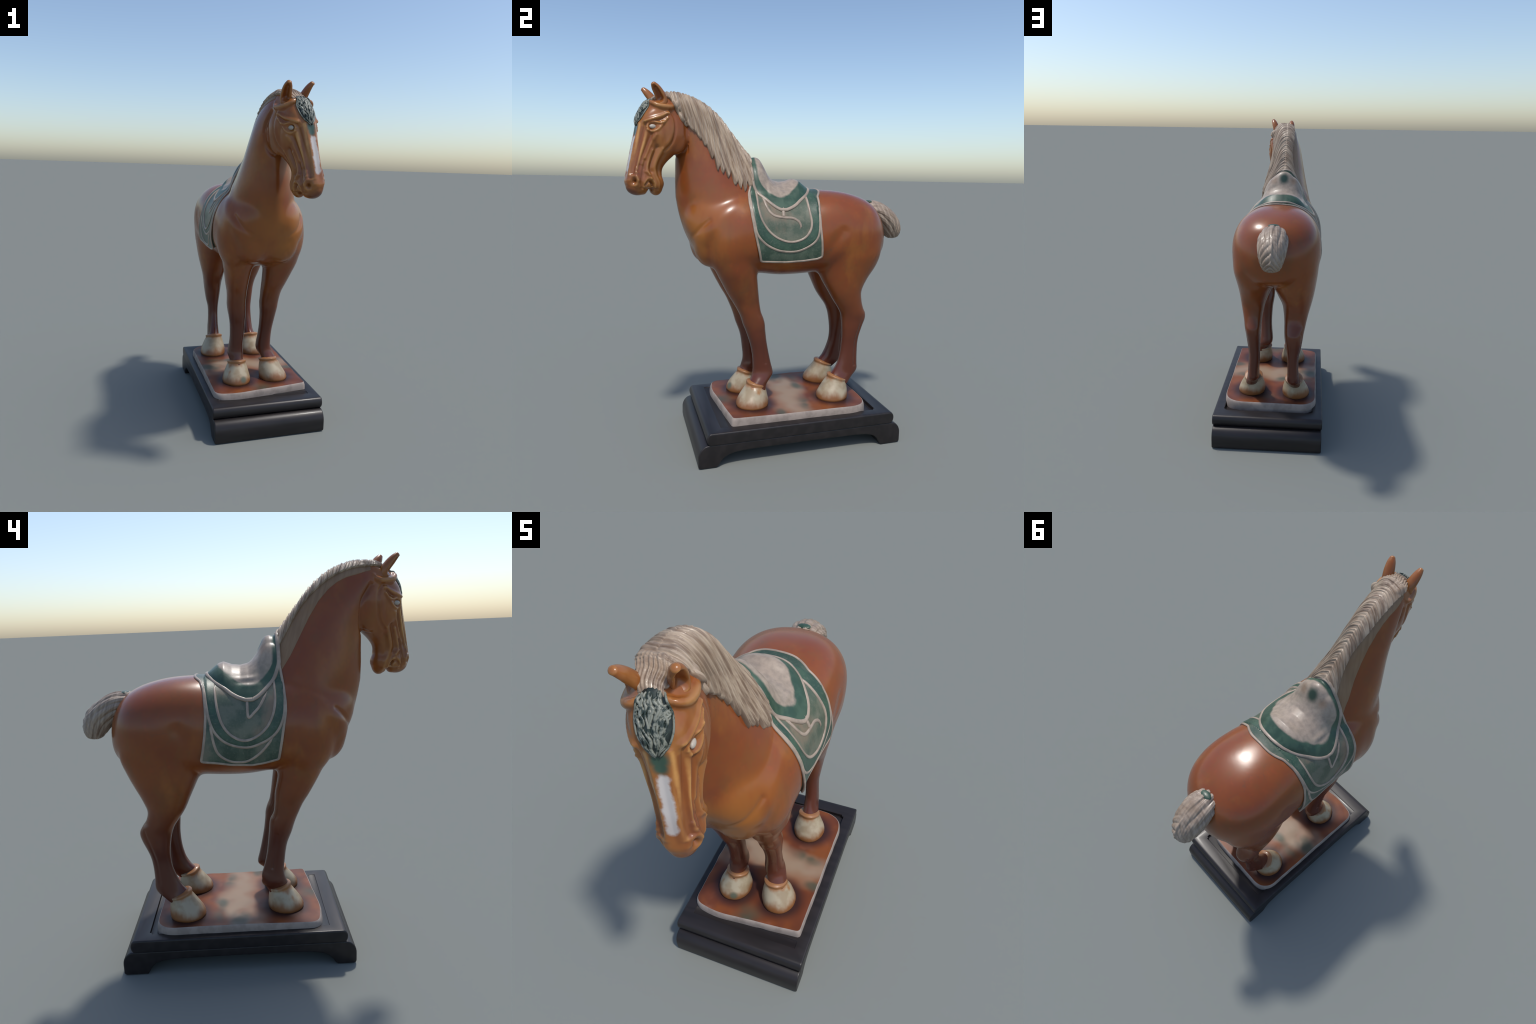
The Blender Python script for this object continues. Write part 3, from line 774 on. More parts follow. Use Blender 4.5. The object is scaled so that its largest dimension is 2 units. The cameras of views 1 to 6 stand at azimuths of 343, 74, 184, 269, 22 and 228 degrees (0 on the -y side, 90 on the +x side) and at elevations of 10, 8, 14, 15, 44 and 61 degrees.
def drape(name, y0, y1, ny, s0, s1, ns, low_p, low_m, thick, mat, parent):
    ys = np.linspace(y0, y1, ny); ss = np.linspace(s0, s1, ns)
    P = np.zeros((ny, ns, 3)); NN = np.zeros((ny, ns, 3)); D = np.zeros((ny, ns))
    for i, y in enumerate(ys):
        x0 = float(neck_axis_x(y)); zp, zm = low_p(y), low_m(y)
        last = None
        for j, s in enumerate(ss):
            h, n, d = drape_point(y, x0, 0, s if abs(s) > 1e-6 else 1e-6, zp, zm)
            if h is None:
                h, n = last if last is not None else (np.array([x0, y, interp(y, CREST)]), np.array([0, 0, 1.]))
            P[i, j] = h; NN[i, j] = n; D[i, j] = d; last = (h, n)
    for _ in range(3):
        NN[1:-1, 1:-1] = (NN[1:-1, 1:-1] * 2 + NN[:-2, 1:-1] + NN[2:, 1:-1] + NN[1:-1, :-2] + NN[1:-1, 2:]) / 6
    NN /= np.linalg.norm(NN, axis=2)[:, :, None] + 1e-9
    T = thick(ys[:, None] + 0 * ss[None], ss[None] + 0 * ys[:, None], D, P)
    edge = np.ones_like(T); edge[0] = edge[-1] = 0; edge[:, 0] = edge[:, -1] = 0
    outer = P + NN * (np.where(edge > 0, T, -.004))[:, :, None]
    inner = P - NN * .008
    v = np.vstack([outer.reshape(-1, 3), inner.reshape(-1, 3)])
    n = ny * ns
    f = grid_faces(ny, ns) + [tuple(i + n for i in q) for q in grid_faces(ny, ns, flip=True)]
    b = [(0, j) for j in range(ns)] + [(i, ns - 1) for i in range(1, ny)] + [(ny - 1, j) for j in range(ns - 2, -1, -1)] + [(i, 0) for i in range(ny - 2, 0, -1)]
    b = [i * ns + j for i, j in b]
    for p, q in zip(b, b[1:] + b[:1]):
        f.append((p, q, q + n, p + n))
    return add_object(name, fix_normals(mesh_from(name, v, f, mat)), parent)

LOCK = .0155
def lock_wave(q):
    """Uneven ridge pattern across the locks: 1 on a lock's back, 0 in the grooves."""
    w = q + .0035 * np.sin(q * 61 + 1.0) + .002 * np.sin(q * 173)
    c = .5 + .5 * np.sin(2 * np.pi * w / LOCK)
    c = c * (.55 + .45 * np.sin(w * 97 + 1.3) ** 2)
    fwave = .5 + .5 * np.sin(2 * np.pi * (w / LOCK * 2.0 + .2 * np.sin(q * 40)))
    return c, fwave
def low_p(y):
    c = np.abs(math.sin(math.pi * (y + .0035 * math.sin(y * 61 + 1)) / (LOCK * 2)))
    k = .12 + .88 * np.clip((y + .44) / .09, 0, 1)
    return float(interp(y, MANE_LOW)) + (.5 - c) * (.045 + .02 * math.sin(y * 83)) * k
def thick_mane(y, s, D, P):
    steep = np.clip((y + .66) / .2, .15, 1)
    q = y - steep * np.where(s > 0, .34, .55) * np.minimum(D, .13) - .10 * np.maximum(D - .13, 0) + .004 * np.sin(D * 12 + y * 20)
    c, fw = lock_wave(q)
    lat = P[:, :, 0] - neck_axis_x(y)
    fwd = np.clip((-.595 - y) / .04, 0, 1)
    c2 = .5 + .5 * np.sin(2 * np.pi * (lat + .004 * np.sin(y * 90)) / .011)
    c = c * (1 - fwd) + c2 * fwd * .7; fw = fw * (1 - fwd)
    part = np.clip(np.abs(s) * 12, 0, 1)
    amp = np.clip((.66 + y * -1 - .02) / .03, 0, 1)
    grow = np.where(s > 0, 1.0, .85)
    t = .0080 + (.0075 * c + .0026 * fw) * (.55 + .45 * part) * grow
    fade = np.clip((1 - np.abs(s)) / .05, 0, 1) ** .5
    front = np.clip((y + .700) / .045, 0, 1) ** .7
    return t * (.25 + .75 * fade) * front + .001
mane = drape("mane", -.700, -.152, 450, -1, 1, 190, low_p, lambda y: float(interp(y, COMB_LOW)), thick_mane, M_MANE, horse)
drape("mane_band", -.60, -.152, 90, -1, -.02, 30, low_p, lambda y: float(interp(y, BAND_LOW)), lambda y, s, D, P: .0025 + 0 * y, M_BAND, horse)

# ------------------------------------------------------------------ forelock on the forehead
fore_path = smooth_table([(-.028, 1.932), (-.006, 1.919), (.014, 1.904), (.036, 1.880), (.052, 1.842), (.060, 1.808), (.065, 1.780)], 60)
fore_w = smooth_table([(.020, ), (.034, ), (.044, ), (.049, ), (.047, ), (.031, ), (.002, )], 60)[:, 0]
ft = np.gradient(fore_path, axis=0); ft /= np.linalg.norm(ft, axis=1)[:, None]
fore_n = np.stack([-ft[:, 1], ft[:, 0]], -1)                 # outward in the (f,z) plane
fore_n *= np.sign(fore_n[:, 0:1] + .3 * fore_n[:, 1:2] + 1e-9)
def fore_point(u, l, lift):
    i = u * (len(fore_path) - 1); a = int(min(i, len(fore_path) - 2)); k = i - a
    p = fore_path[a] * (1 - k) + fore_path[a + 1] * k; n = fore_n[a] * (1 - k) + fore_n[a + 1] * k
    o = np.array([[l, p[0] + n[0] * .1, p[1] + n[1] * .1], [l, p[0], p[1]]]); w = head_to_world(o)
    h, nn = cast(w[0], w[1] - w[0], far=.3)
    if h is None: h = w[1]; nn = (w[0] - w[1]) / .1
    return h + nn * lift, nn
def fore_half(u): return float(np.interp(u, np.linspace(0, 1, len(fore_w)), fore_w))
us = np.linspace(0, 1, 56); ts = np.linspace(-1, 1, 40)
outer, inner = [], []
for u in us:
    for t in ts:
        e = (1 - t * t) ** .5 * min(1, u / .08) ** .5 * min(1, (1 - u) / .06) ** .5
        h, nn = fore_point(u, t * fore_half(u), -.002 + .0085 * e)
        outer.append(h); inner.append(h - nn * .012)
n = len(outer)
f = grid_faces(len(us), len(ts)) + [tuple(i + n for i in q) for q in grid_faces(len(us), len(ts), flip=True)]
b = [(0, j) for j in range(len(ts))] + [(i, len(ts) - 1) for i in range(1, len(us))] + [(len(us) - 1, j) for j in range(len(ts) - 2, -1, -1)] + [(i, 0) for i in range(len(us) - 2, 0, -1)]
b = [i * len(ts) + j for i, j in b]
f += [(p, q, q + n, p + n) for p, q in zip(b, b[1:] + b[:1])]
forelock = add_object("forelock", fix_normals(mesh_from("forelock", outer + inner, f, M_FDARK)), head_ob)
locks = Soup()
for k in range(44):
    u0 = rng.uniform(.10, .72); u1 = min(.96, u0 + rng.uniform(.20, .42)); t0 = rng.uniform(-.9, .9)
    ph = rng.uniform(0, 6.3); am = rng.uniform(.04, .13); r = rng.uniform(.0032, .0050)
    pts = []; nr = []
    for a in np.linspace(0, 1, 22):
        u = u0 + (u1 - u0) * a
        t = np.clip(t0 * (1 - .25 * a) + am * math.sin(ph + 9 * a), -.88, .88)
        h, nn = fore_point(u, t * fore_half(u), .0042 + .0032 * (1 - t * t))
        pts.append(h); nr.append(nn)
    rad = r * np.sin(np.linspace(.25, np.pi - .12, 22)) ** .6
    locks.add(tube(pts, rad, 8, (np.array(nr), 1.1)))
for sgn in (-1, 1):                                           # raised rim
    pts = [fore_point(u, sgn * .94 * fore_half(u), .003)[0] for u in np.linspace(.12, .985, 40)]
    nr = [fore_point(u, sgn * .94 * fore_half(u), .003)[1] for u in np.linspace(.12, .985, 40)]
    locks.add(tube(pts, .0032, 8, (np.array(nr), 1.2)))
ob = add_object("forelock_strands", fix_normals(mesh_from("forelock_strands", locks.v, locks.f, M_FLOCK)), forelock)
ob["kind"] = "stuff"

# ------------------------------------------------------------------ tail
TAIL = [(.560, 1.330, .050, .060), (.605, 1.338, .068, .058), (.655, 1.332, .080, .060), (.703, 1.303, .082, .064), (.745, 1.266, .076, .064), (.770, 1.228, .065, .058), (.782, 1.197, .052, .046), (.788, 1.178, .036, .030), (.790, 1.169, .012, .012)]
def tail():
    rows = smooth_table(TAIL, 150)
    na = 150
    a = np.linspace(0, 2 * np.pi, na, endpoint=False)
    t = np.gradient(rows[:, :2], axis=0); t /= np.linalg.norm(t, axis=1)[:, None]
    rings = []
    for i, (y, z, hw, hh) in enumerate(rows):
        s = i / (len(rows) - 1)
        n = np.array([-t[i, 1], t[i, 0]])                        # up/back
        if n[1] < 0 and s < .5: n = -n
        lat = np.sin(a); up = np.cos(a)
        ang = np.where(a > np.pi, a - 2 * np.pi, a)              # 0 = back ridge
        # long locks at the root, feathered chevrons lower down
        w1 = np.abs(np.sin(ang * 5.5 + .5 * np.sin(s * 9) + .25 * np.sin(ang * 3)))
        w2 = np.abs(np.sin((s * 34 - np.abs(ang) * 5.2) + .8 * np.sin(ang * 2)))
        m = np.clip((s - .40) / .10, 0, 1) * np.clip(1.2 - np.abs(ang) / 1.9, 0, 1)
        rel = (w1 ** .8 * (1 - m) + w2 ** .8 * m - .6) * .0085
        rel = rel + .0018 * np.abs(np.sin(ang * 17 + s * 11))
        rel = rel + .007 * np.exp(-(ang / .10) ** 2) * np.clip((s - .1) / .1, 0, 1) * np.clip((.75 - s) / .1, 0, 1)
        rel = rel * np.clip(s / .1, 0, 1) * np.clip((1 - s) / .06, 0, 1)
        r = np.stack([X0 + .002 + (hw + rel) * lat, y + (hh + rel) * up * n[0], z + (hh + rel) * up * n[1]], -1)
        rings.append(r)
    return closed_loft(rings)
v, f = tail()
tail_ob = add_object("tail", fix_normals(mesh_from("tail", v, f, M_TAIL)), horse)
v, f = ellipsoid((X0 + .004, .606, 1.395), (.032, .020, .0085), 14)
add_object("tail_root", fix_normals(mesh_from("tail_root", v, f, M_GREEN)), tail_ob)

# ------------------------------------------------------------------ saddle cloth and saddle
AX = 1.18
ZTOP = [(-.155, 1.628), (-.140, 1.638), (-.115, 1.642), (-.098, 1.638), (-.083, 1.622), (-.066, 1.590), (-.05, 1.556), (-.03, 1.530), (-.01, 1.515), (.03, 1.507), (.07, 1.512), (.11, 1.526), (.135, 1.519), (.155, 1.504), (.180, 1.484), (.195, 1.474)]
def radius_at(y, phi, bvh):
    d = (math.sin(phi), 0, math.cos(phi))
    h, n = cast((X0 + d[0] * .8, y, AX + d[2] * .8), (-d[0], 0, -d[2]), bvh, 2)
    return math.hypot(h[0] - X0, h[2] - AX) if h is not None else .2

YF_P = [(1.076, -.135), (1.159, -.157), (1.246, -.178), (1.324, -.189), (1.39, -.193), (1.442, -.184), (1.50, -.163), (1.60, -.150)]
YF_M = [(1.078, -.129), (1.167, -.145), (1.237, -.157), (1.304, -.169), (1.347, -.170), (1.418, -.166), (1.494, -.155), (1.60, -.148)]
YR_P = [(1.097, .207), (1.187, .202), (1.269, .196), (1.35, .197), (1.425, .212), (1.455, .245), (1.48, .258)]
YR_M = [(1.089, .232), (1.146, .217), (1.208, .206), (1.293, .197), (1.341, .198), (1.406, .204), (1.442, .220), (1.46, .250), (1.48, .256)]
ZB_P = [(-.135, 1.076), (-.063, 1.068), (.01, 1.066), (.112, 1.074), (.185, 1.086), (.205, 1.097)]
ZB_M = [(-.129, 1.078), (-.072, 1.060), (-.015, 1.050), (.071, 1.059), (.141, 1.074), (.232, 1.089)]
OUT_P = [(-.176, 1.45), (-.186, 1.39), (-.183, 1.33), (-.176, 1.285), (-.165, 1.230), (-.120, 1.179), (-.069, 1.150), (-.018, 1.135), (.062, 1.134), (.133, 1.163), (.175, 1.201), (.190, 1.255), (.194, 1.32), (.195, 1.36)]
IN_P = [(-.150, 1.500), (-.142, 1.443), (-.149, 1.376), (-.136, 1.305), (-.091, 1.238), (-.029, 1.198), (.036, 1.186), (.101, 1.206), (.137, 1.249), (.146, 1.296), (.140, 1.350), (.142, 1.411), (.152, 1.462)]
STIR_P = [(-.126, 1.470), (-.112, 1.430), (-.099, 1.370), (-.069, 1.330), (-.013, 1.317), (.037, 1.314), (.071, 1.297), (.083, 1.272), (.078, 1.258)]
STRAP_P = [(-.007, 1.378), (-.009, 1.350), (-.011, 1.320)]
OUT_M = [(.203, 1.44), (.198, 1.39), (.191, 1.336), (.180, 1.274), (.160, 1.224), (.120, 1.180), (.066, 1.156), (.005, 1.148), (-.056, 1.167), (-.104, 1.194), (-.138, 1.233), (-.158, 1.282), (-.166, 1.33), (-.164, 1.39)]
IN_M = [(.156, 1.462), (.151, 1.395), (.143, 1.325), (.125, 1.263), (.095, 1.217), (.050, 1.187), (.009, 1.182), (-.039, 1.202), (-.082, 1.240), (-.110, 1.293), (-.123, 1.349), (-.124, 1.410), (-.124, 1.47)]
THIRD_M = [(.180, 1.268), (.174, 1.225), (.166, 1.173), (.147, 1.122), (.102, 1.087), (.056, 1.077), (.008, 1.082), (-.045, 1.118), (-.084, 1.161), (-.108, 1.194)]
STRAP_M = [(.004, 1.375), (.005, 1.340), (.002, 1.285), (-.025, 1.305), (-.054, 1.335), (-.090, 1.394)]
EDGE = [(-.150, 1.560), (-.154, 1.503), (-.132, 1.460), (-.103, 1.436), (-.053, 1.392), (-.004, 1.379), (.057, 1.396), (.108, 1.432), (.145, 1.465), (.178, 1.488)]

NU, NV = 110, 300
us = np.linspace(0, 1, NU); vs = np.linspace(-1, 1, NV)
P = np.zeros((NU, NV, 3)); D = np.zeros((NU, NV, 3)); Rb = np.zeros((NU, NV))
for i, u in enumerate(us):
    for j, w in enumerate(vs):
        yf, yr, zb = (YF_P, YR_P, ZB_P) if w > 0 else (YF_M, YR_M, ZB_M)
        y = -.13 + .34 * u
        zlow = interp(y, zb)
        R = .288
        pb = math.acos(np.clip((zlow - AX) / R, -1, 1))
        phi = w * pb
        for _ in range(2):
            z = AX + R * math.cos(phi)
            y = interp(z, yf) * (1 - u) + interp(z, yr) * u
            R = radius_at(y, phi, body_bvh)
        if abs(phi) < .5 and y < .17:
            R = min(R, float(interp(y, ZTOP)) - AX - .022)
        P[i, j] = (X0 + R * math.sin(phi), y, AX + R * math.cos(phi)); D[i, j] = (math.sin(phi), 0, math.cos(phi))
S2 = P[:, :, 1:3].reshape(-1, 2)
plus = (P[:, :, 0] > X0).reshape(-1)
out_poly = {1: smooth_table(OUT_P, 60), -1: smooth_table(OUT_M, 60)}
in_poly = {1: smooth_table(IN_P, 60), -1: smooth_table(IN_M, 60)}
def cap(poly):                                       # close a U over the top
    return np.vstack([poly, [poly[-1][0], 1.9], [poly[0][0], 1.9]])
inU = np.zeros(len(S2), bool); inI = np.zeros(len(S2), bool)
dU = np.zeros(len(S2))
for sg in (1, -1):
    m = plus if sg > 0 else ~plus
    inU[m] = inside_polygon(S2[m], cap(out_poly[sg])); inI[m] = inside_polygon(S2[m], cap(in_poly[sg]))
    dU[m] = polyline_dist(S2[m], out_poly[sg])
lift = .0055 + np.where(inU, .0045 * np.clip(dU / .012, 0, 1), 0) + np.where(inI, -.002, 0)
lift = lift + value_noise(P.reshape(-1, 3), 12, 9) * .0015
lift = lift.reshape(NU, NV) + .013 * np.clip((np.abs(vs)[None, :] - .66) / .34, 0, 1) ** 1.3
outer = P + D * lift[:, :, None]; inner = P - D * .012
rim = np.zeros((NU, NV), bool); rim[0] = rim[-1] = True; rim[:, 0] = rim[:, -1] = True
cloth_outer = outer.copy()
reg_v = (inU.astype(int) + (inI & inU).astype(int)).reshape(NU, NV)
cv = np.vstack([outer.reshape(-1, 3), inner.reshape(-1, 3)])
n = NU * NV
top = grid_faces(NU, NV)
b = [(0, j) for j in range(NV)] + [(i, NV - 1) for i in range(1, NU)] + [(NU - 1, j) for j in range(NV - 2, -1, -1)] + [(i, 0) for i in range(NU - 2, 0, -1)]
b = [i * NV + j for i, j in b]
under = [tuple(i + n for i in q) for q in grid_faces(NU, NV, flip=True)] + [(p, q, q + n, p + n) for p, q in zip(b, b[1:] + b[:1])]
regf = np.array([reg_v.reshape(-1)[q[0]] for q in top])
cloth_ob = None
for k, (nm, mt) in enumerate((("saddle_cloth", M_LOWER), ("saddle_flap", M_GREEN), ("flap_panel", M_PANEL))):
    fs = [q for q, r in zip(top, regf) if r == k] + (under if k == 0 else [])
    used, inv = np.unique(np.array(fs), return_inverse=True)
    me = mesh_from(nm, cv[used], inv.reshape(-1, 4), mt)
    ob = add_object(nm, me, horse if cloth_ob is None else cloth_ob)
    cloth_ob = cloth_ob or ob
cloth_bvh = BVHTree.FromPolygons([tuple(p) for p in cv[:n]], top)

# saddle
SF = [(0, -.153), (.38, -.153), (.50, -.132), (.62, -.103), (.74, -.075), (.83, -.048), (.88, -.022)]
SR = [(0, .193), (.15, .190), (.27, .182), (.40, .163), (.50, .143), (.62, .110), (.75, .076), (.83, .045), (.88, .012)]
NU, NV = 110, 170
us = np.linspace(0, 1, NU); vs = np.linspace(-.88, .88, NV)
P = np.zeros((NU, NV, 3)); D = np.zeros((NU, NV, 3))
for i, u in enumerate(us):
    for j, phi in enumerate(vs):
        ap = abs(phi)
        y = float(interp(ap, SF) * (1 - u) + interp(ap, SR) * u)
        zt = float(interp(y, ZTOP))
        r0 = radius_at(y, 0, trunk_bvh)
        rt = radius_at(y, phi, trunk_bvh); rb = radius_at(y, phi, body_bvh)
        wid = np.interp(y, [-.15, -.08, 0, .12, .2], [.33, .32, .52, .60, .55])
        pe = float(np.interp(y, [-.153, -.132, -.103, -.048, -.01, .045, .110, .143, .163, .182, .193], [.40, .5, .62, .83, .88, .83, .62, .5, .4, .3, .2]))
        g = math.exp(-(phi / wid) ** 2) * max(0., 1 - (ap / pe) ** 4)
        k = min(1, max(0, (ap - .15) / .4))
        R = rt * (1 - k) + rb * k + .013 + (zt - AX - r0 - .013) * g
        R = max(R, rb + .012)
        # folds pressed into the seat
        R += .0035 * math.sin(ap * 38 + 2.0) * math.exp(-((y - .0) / .05) ** 2) * math.exp(-((ap - .52) / .12) ** 2)
        R -= .005 * math.exp(-(y - .03) ** 2 / .004) * math.exp(-((ap - .30) / .2) ** 2)
        P[i, j] = (X0 - .010 * g + R * math.sin(phi), y, AX + R * math.cos(phi)); D[i, j] = (math.sin(phi), 0, math.cos(phi))
for _ in range(3):
    P[1:-1, 1:-1] = (P[1:-1, 1:-1] * 2 + P[:-2, 1:-1] + P[2:, 1:-1] + P[1:-1, :-2] + P[1:-1, 2:]) / 6
inner = P.copy()
for i, y in enumerate(us):
    for j in range(NV):
        inner[i, j] = P[i, j] - D[i, j] * .035
v = np.vstack([P.reshape(-1, 3), inner.reshape(-1, 3)]); n = NU * NV
f = grid_faces(NU, NV) + [tuple(i + n for i in q) for q in grid_faces(NU, NV, flip=True)]
b = [(0, j) for j in range(NV)] + [(i, NV - 1) for i in range(1, NU)] + [(NU - 1, j) for j in range(NV - 2, -1, -1)] + [(i, 0) for i in range(NU - 2, 0, -1)]
b = [i * NV + j for i, j in b]
f += [(p, q, q + n, p + n) for p, q in zip(b, b[1:] + b[:1])]
saddle = add_object("saddle", fix_normals(mesh_from("saddle", v, f, M_SADDLE)), horse)
rim_line = [tuple(P[i, 0]) for i in range(NU)] + [tuple(P[NU - 1, j]) for j in range(1, NV)] + [tuple(P[i, NV - 1]) for i in range(NU - 2, -1, -1)] + [tuple(P[0, j]) for j in range(NV - 2, 0, -1)]

# piping: raised cream cords lying on the cloth
def side_point(y, z, sg):
    h, nn = cast((X0 + sg * .8, y, z), (-sg, 0, 0), cloth_bvh, 1.5)
    if h is None:
        h, nn = cast((X0 + sg * .8, y, z), (-sg, 0, 0), body_bvh, 1.5)
    return (h, nn) if h is not None else (None, None)
def cord(line, sg, r, parent, name="piping", flat=.62, taper=False):
    pts, nr = [], []
    for y, z in smooth_table(line, 70):
        h, nn = side_point(y, z, sg)
        if h is not None:
            pts.append(h); nr.append(nn * np.sign(nn[0] * sg + .2))
    pts = np.array(pts); nr = np.array(nr)
    for _ in range(4):
        pts[1:-1] = (pts[:-2] + 2 * pts[1:-1] + pts[2:]) / 4; nr[1:-1] = (nr[:-2] + 2 * nr[1:-1] + nr[2:]) / 4
    rr = np.full(len(pts), r)
    if taper: rr = r * np.clip(np.linspace(3.0, .5, len(pts)), 0, 1)
    rr = rr * np.clip(np.minimum(np.arange(len(pts)), np.arange(len(pts))[::-1]) / 5, .25, 1)
    v, f = tube(pts, rr, 12, (nr, flat))
    add_object(name, fix_normals(mesh_from(name, v, f, M_PIPE)), parent)
cord(OUT_P, 1, .0068, cloth_ob); cord(IN_P, 1, .0066, cloth_ob); cord(STIR_P, 1, .0075, cloth_ob, "stirrup_leather", taper=True); cord(STRAP_P, 1, .0095, cloth_ob, "stirrup_leather")
cord(OUT_M, -1, .0068, cloth_ob); cord(IN_M, -1, .0068, cloth_ob); cord(THIRD_M, -1, .0065, cloth_ob); cord(STRAP_M, -1, .0065, cloth_ob, "stirrup_leather")
def loop_cord(pts, r, parent, flat=.8, push=0):
    pts = np.asarray(pts)
    for _ in range(6):
        pts = (np.roll(pts, 1, 0) + 2 * pts + np.roll(pts, -1, 0)) / 4
    pts = pts[::2]; pts = np.vstack([pts, pts[:2]])
    nr = pts - np.array([X0, 0, AX]); nr[:, 1] = 0; nr /= np.linalg.norm(nr, axis=1)[:, None]
    v, f = tube(pts + nr * push, r, 12, (nr, flat))
    add_object("piping", fix_normals(mesh_from("piping", v, f, M_PIPE)), parent)
co = cloth_outer; a, c = co.shape[:2]
edge_line = [co[i, 0] for i in range(a)] + [co[a - 1, j] for j in range(1, c)] + [co[i, c - 1] for i in range(a - 2, -1, -1)] + [co[0, j] for j in range(c - 2, 0, -1)]
loop_cord(edge_line, .0065, cloth_ob, .8, -.002)
loop_cord(rim_line, .0105, saddle, .7, -.004)

# ------------------------------------------------------------------ ceramic plinth
def plinth():
    # rounded outline: corners with their radii
    corners = [(.284, -.300, .02), (.290, .515, .13), (-.296, .520, .10), (-.300, -.325, .05)]
    front_mid = (-.12, -.342)
    pts = []
    cs = [np.array(c[:2]) for c in corners]
    order = [(.290, .515, .13), (-.298, .522, .11), (-.300, -.320, .055), (-.17, -.345, .10), (.284, -.303, .018)]
    m = len(order)
    for i in range(m):
        p = np.array(order[i][:2]); r = order[i][2]
        a = np.array(order[i - 1][:2]) - p; b = np.array(order[(i + 1) % m][:2]) - p
        la, lb = np.linalg.norm(a), np.linalg.norm(b); a /= la; b /= lb
        r = min(r, la * .45, lb * .45)
        s, e = p + a * r, p + b * r
        for t in np.linspace(0, 1, 14):
            pts.append((1 - t) ** 2 * s + 2 * t * (1 - t) * p + t ** 2 * e)
    pts = np.array(pts)
    # resample evenly
    q = np.vstack([pts, pts[:1]]); L = np.concatenate([[0], np.cumsum(np.linalg.norm(np.diff(q, axis=0), axis=1))])
    t = np.linspace(0, L[-1], 260, endpoint=False)
    return np.stack([np.interp(t, L, q[:, 0]), np.interp(t, L, q[:, 1])], -1)
ol = plinth(); pc = np.array([-.005, .09])
def ptop(x, y): return .2315 + .006 * np.clip((x - .1) / .2, 0, 1) * np.clip((-y) / .3, 0, 1) - .003 * np.clip((y - .3) / .2, 0, 1) - .008 * np.clip((-x) / .3, 0, 1) * np.clip((-y + .05) / .35, 0, 1)
rows = []
for s, z in ((1.012, .160), (1.012, .175), (1.010, .195), (1.006, .215), (1.0, .222), (.994, .2285), (.985, .2315)):
    r = pc + (ol - pc) * s
    zz = np.full(len(r), z) if z < .2 else ptop(r[:, 0], r[:, 1]) + (z - .2315)
    rows.append(np.column_stack([r, zz]))
wob = value_noise(np.vstack(rows), 22, 4).reshape(len(rows), -1)
for i, r in enumerate(rows):
    d = r[:, :2] - pc; d /= np.linalg.norm(d, axis=1)[:, None]
    r[:, :2] += d * (wob[i] * .0025)[:, None]; r[:, 2] += wob[i] * .0012
v = np.vstack(rows); f = grid_faces(len(rows), len(ol), wrap=True)
plinth_ob = add_object("plinth", fix_normals(mesh_from("plinth", v, f, M_CLAY)), horse)
trows = []
for s in np.linspace(.985, 0.02, 40):
    r = pc + (ol - pc) * s
    w = rows[-1] - np.array([pc[0], pc[1], 0])
    base = np.column_stack([pc + w[:, :2] * (s / .985), ptop(r[:, 0], r[:, 1])])
    k = np.clip((.985 - s) / .06, 0, 1)
    base[:, 2] = base[:, 2] * k + rows[-1][:, 2] * (1 - k) + k * value_noise(base, 16, 6) * .0018
    trows.append(base)
v, f = closed_loft(trows)
f = [q for q in f if len(trows[0]) * len(trows) not in q]
add_object("plinth_glaze", fix_normals(mesh_from("plinth_glaze", v, f, M_PLINTH)), plinth_ob)

# ------------------------------------------------------------------ wooden stand
stand = bpy.data.objects.new("wooden_stand", None)
bpy.context.scene.collection.objects.link(stand)
stand["label"] = "low black lacquered wooden stand with arched sides"
stand["category"] = "stand"
def extrude_profile(name, prof, hx, bevel):
    bm = bmesh.new()
    vs = [bm.verts.new((-hx, y, z)) for y, z in prof]
    fc = bm.faces.new(vs)
    r = bmesh.ops.extrude_face_region(bm, geom=[fc])
    for e in r["geom"]:
        if isinstance(e, bmesh.types.BMVert): e.co.x = hx
    bmesh.ops.recalc_face_normals(bm, faces=bm.faces[:])
    ed = [e for e in bm.edges if len(e.link_faces) == 2 and e.calc_face_angle(0) > 1.2 and abs(abs(e.verts[0].co.x) - hx) < 1e-6 and abs(e.verts[0].co.x - e.verts[1].co.x) < 1e-6]
    bmesh.ops.bevel(bm, geom=ed, offset=bevel, segments=3, profile=.6, affect="EDGES")
    me = bpy.data.meshes.new(name); bm.to_mesh(me); bm.free()
    me.materials.append(M_WOOD)
    return me
def arc(cy, cz, ry, rz, a0, a1, n=10):
    return [(cy + ry * math.cos(math.radians(a)), cz + rz * math.sin(math.radians(a))) for a in np.linspace(a0, a1, n)]
Y0, Y1 = -.497, .690
low = [(Y0 + .012, 0), (-.400, 0)] + [(-.388, .010), (-.376, .030), (-.360, .048), (-.335, .063), (-.300, .072), (-.255, .077), (-.20, .079)] + [(.1, .081)] + [(.40, .079), (.455, .076), (.497, .069), (.525, .058), (.545, .040), (.556, .018), (.568, 0), (Y1 - .012, 0)]
low += [(Y1 - .003, .004), (Y1, .014), (Y1, .055)] + arc(Y1 - .055, .060, .055, .066, 5, 85) + [(.62, .1265), (-.43, .1265)] + arc(Y0 + .055, .060, .055, .066, 95, 175) + [(Y0, .055), (Y0, .014), (Y0 + .003, .004)]
add_object("stand_apron", extrude_profile("stand_apron", low, .338, .007), stand)
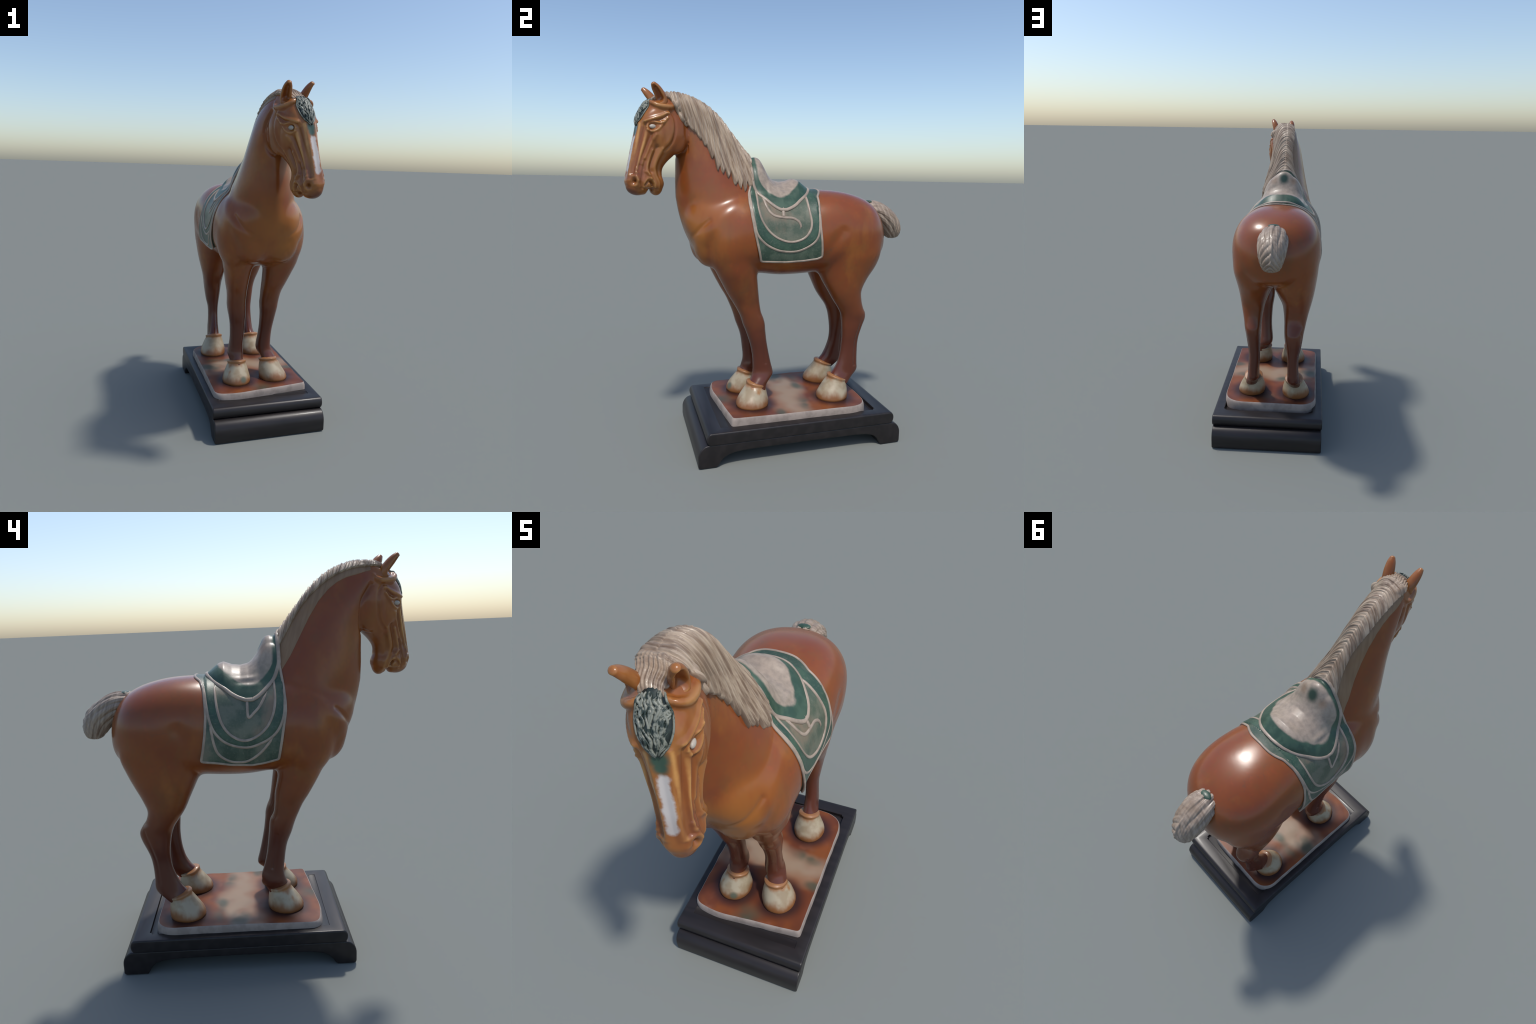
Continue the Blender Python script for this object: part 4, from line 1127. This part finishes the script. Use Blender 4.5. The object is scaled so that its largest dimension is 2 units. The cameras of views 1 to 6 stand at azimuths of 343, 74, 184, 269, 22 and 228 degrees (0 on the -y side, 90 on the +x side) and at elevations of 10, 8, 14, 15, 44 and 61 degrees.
T0, T1 = -.452, .645
up = [(T0 + .03, .1245), (T1 - .03, .1245)] + arc(T1 - .024, .1585, .024, .034, -80, 80, 14) + [(T1 - .028, .1925), (T0 + .028, .1925)] + arc(T0 + .024, .1585, .024, .034, 100, 260, 14)
slab_me = extrude_profile("stand_top", up, .342, .009)
slab = add_object("stand_top", slab_me, stand)
bm = bmesh.new(); bmesh.ops.create_cube(bm, size=1)
for vv in bm.verts: vv.co = Vector((vv.co.x * .562, vv.co.y * .850 + .130, vv.co.z * .10 + .222))
bmesh.ops.bevel(bm, geom=[e for e in bm.edges if abs(e.verts[0].co.z - e.verts[1].co.z) > .05], offset=.012, segments=3, affect="EDGES")
cm = bpy.data.meshes.new("cut"); bm.to_mesh(cm); bm.free()
cut = add_object("cut", cm)
def shallow():
    bm = bmesh.new(); bmesh.ops.create_cube(bm, size=1)
    for vv in bm.verts: vv.co = Vector((vv.co.x * .562, vv.co.y * .040 - .347, vv.co.z * .10 + .239))
    me = bpy.data.meshes.new("cut2"); bm.to_mesh(me); bm.free()
    return add_object("cut2", me)
cut2 = shallow()
m2 = slab.modifiers.new("b2", "BOOLEAN"); m2.object = cut2; m2.operation = "DIFFERENCE"; m2.solver = "EXACT"
mo = slab.modifiers.new("b", "BOOLEAN"); mo.object = cut; mo.operation = "DIFFERENCE"; mo.solver = "EXACT"
bv = slab.modifiers.new("v", "BEVEL"); bv.width = .003; bv.segments = 2; bv.limit_method = "ANGLE"; bv.angle_limit = math.radians(50)
dg = bpy.context.evaluated_depsgraph_get()
nm = bpy.data.meshes.new_from_object(slab.evaluated_get(dg))
slab.modifiers.clear(); slab.data = nm; nm.name = "stand_top"
bpy.data.objects.remove(cut); bpy.data.objects.remove(cut2)
for ob in stand.children:
    ob.data.materials.clear(); ob.data.materials.append(M_WOOD)
    for p in ob.data.polygons: p.material_index = 0
    ob.data.polygons.foreach_set("use_smooth", [True] * len(ob.data.polygons))
    ob.data.set_sharp_from_angle(angle=math.radians(40))
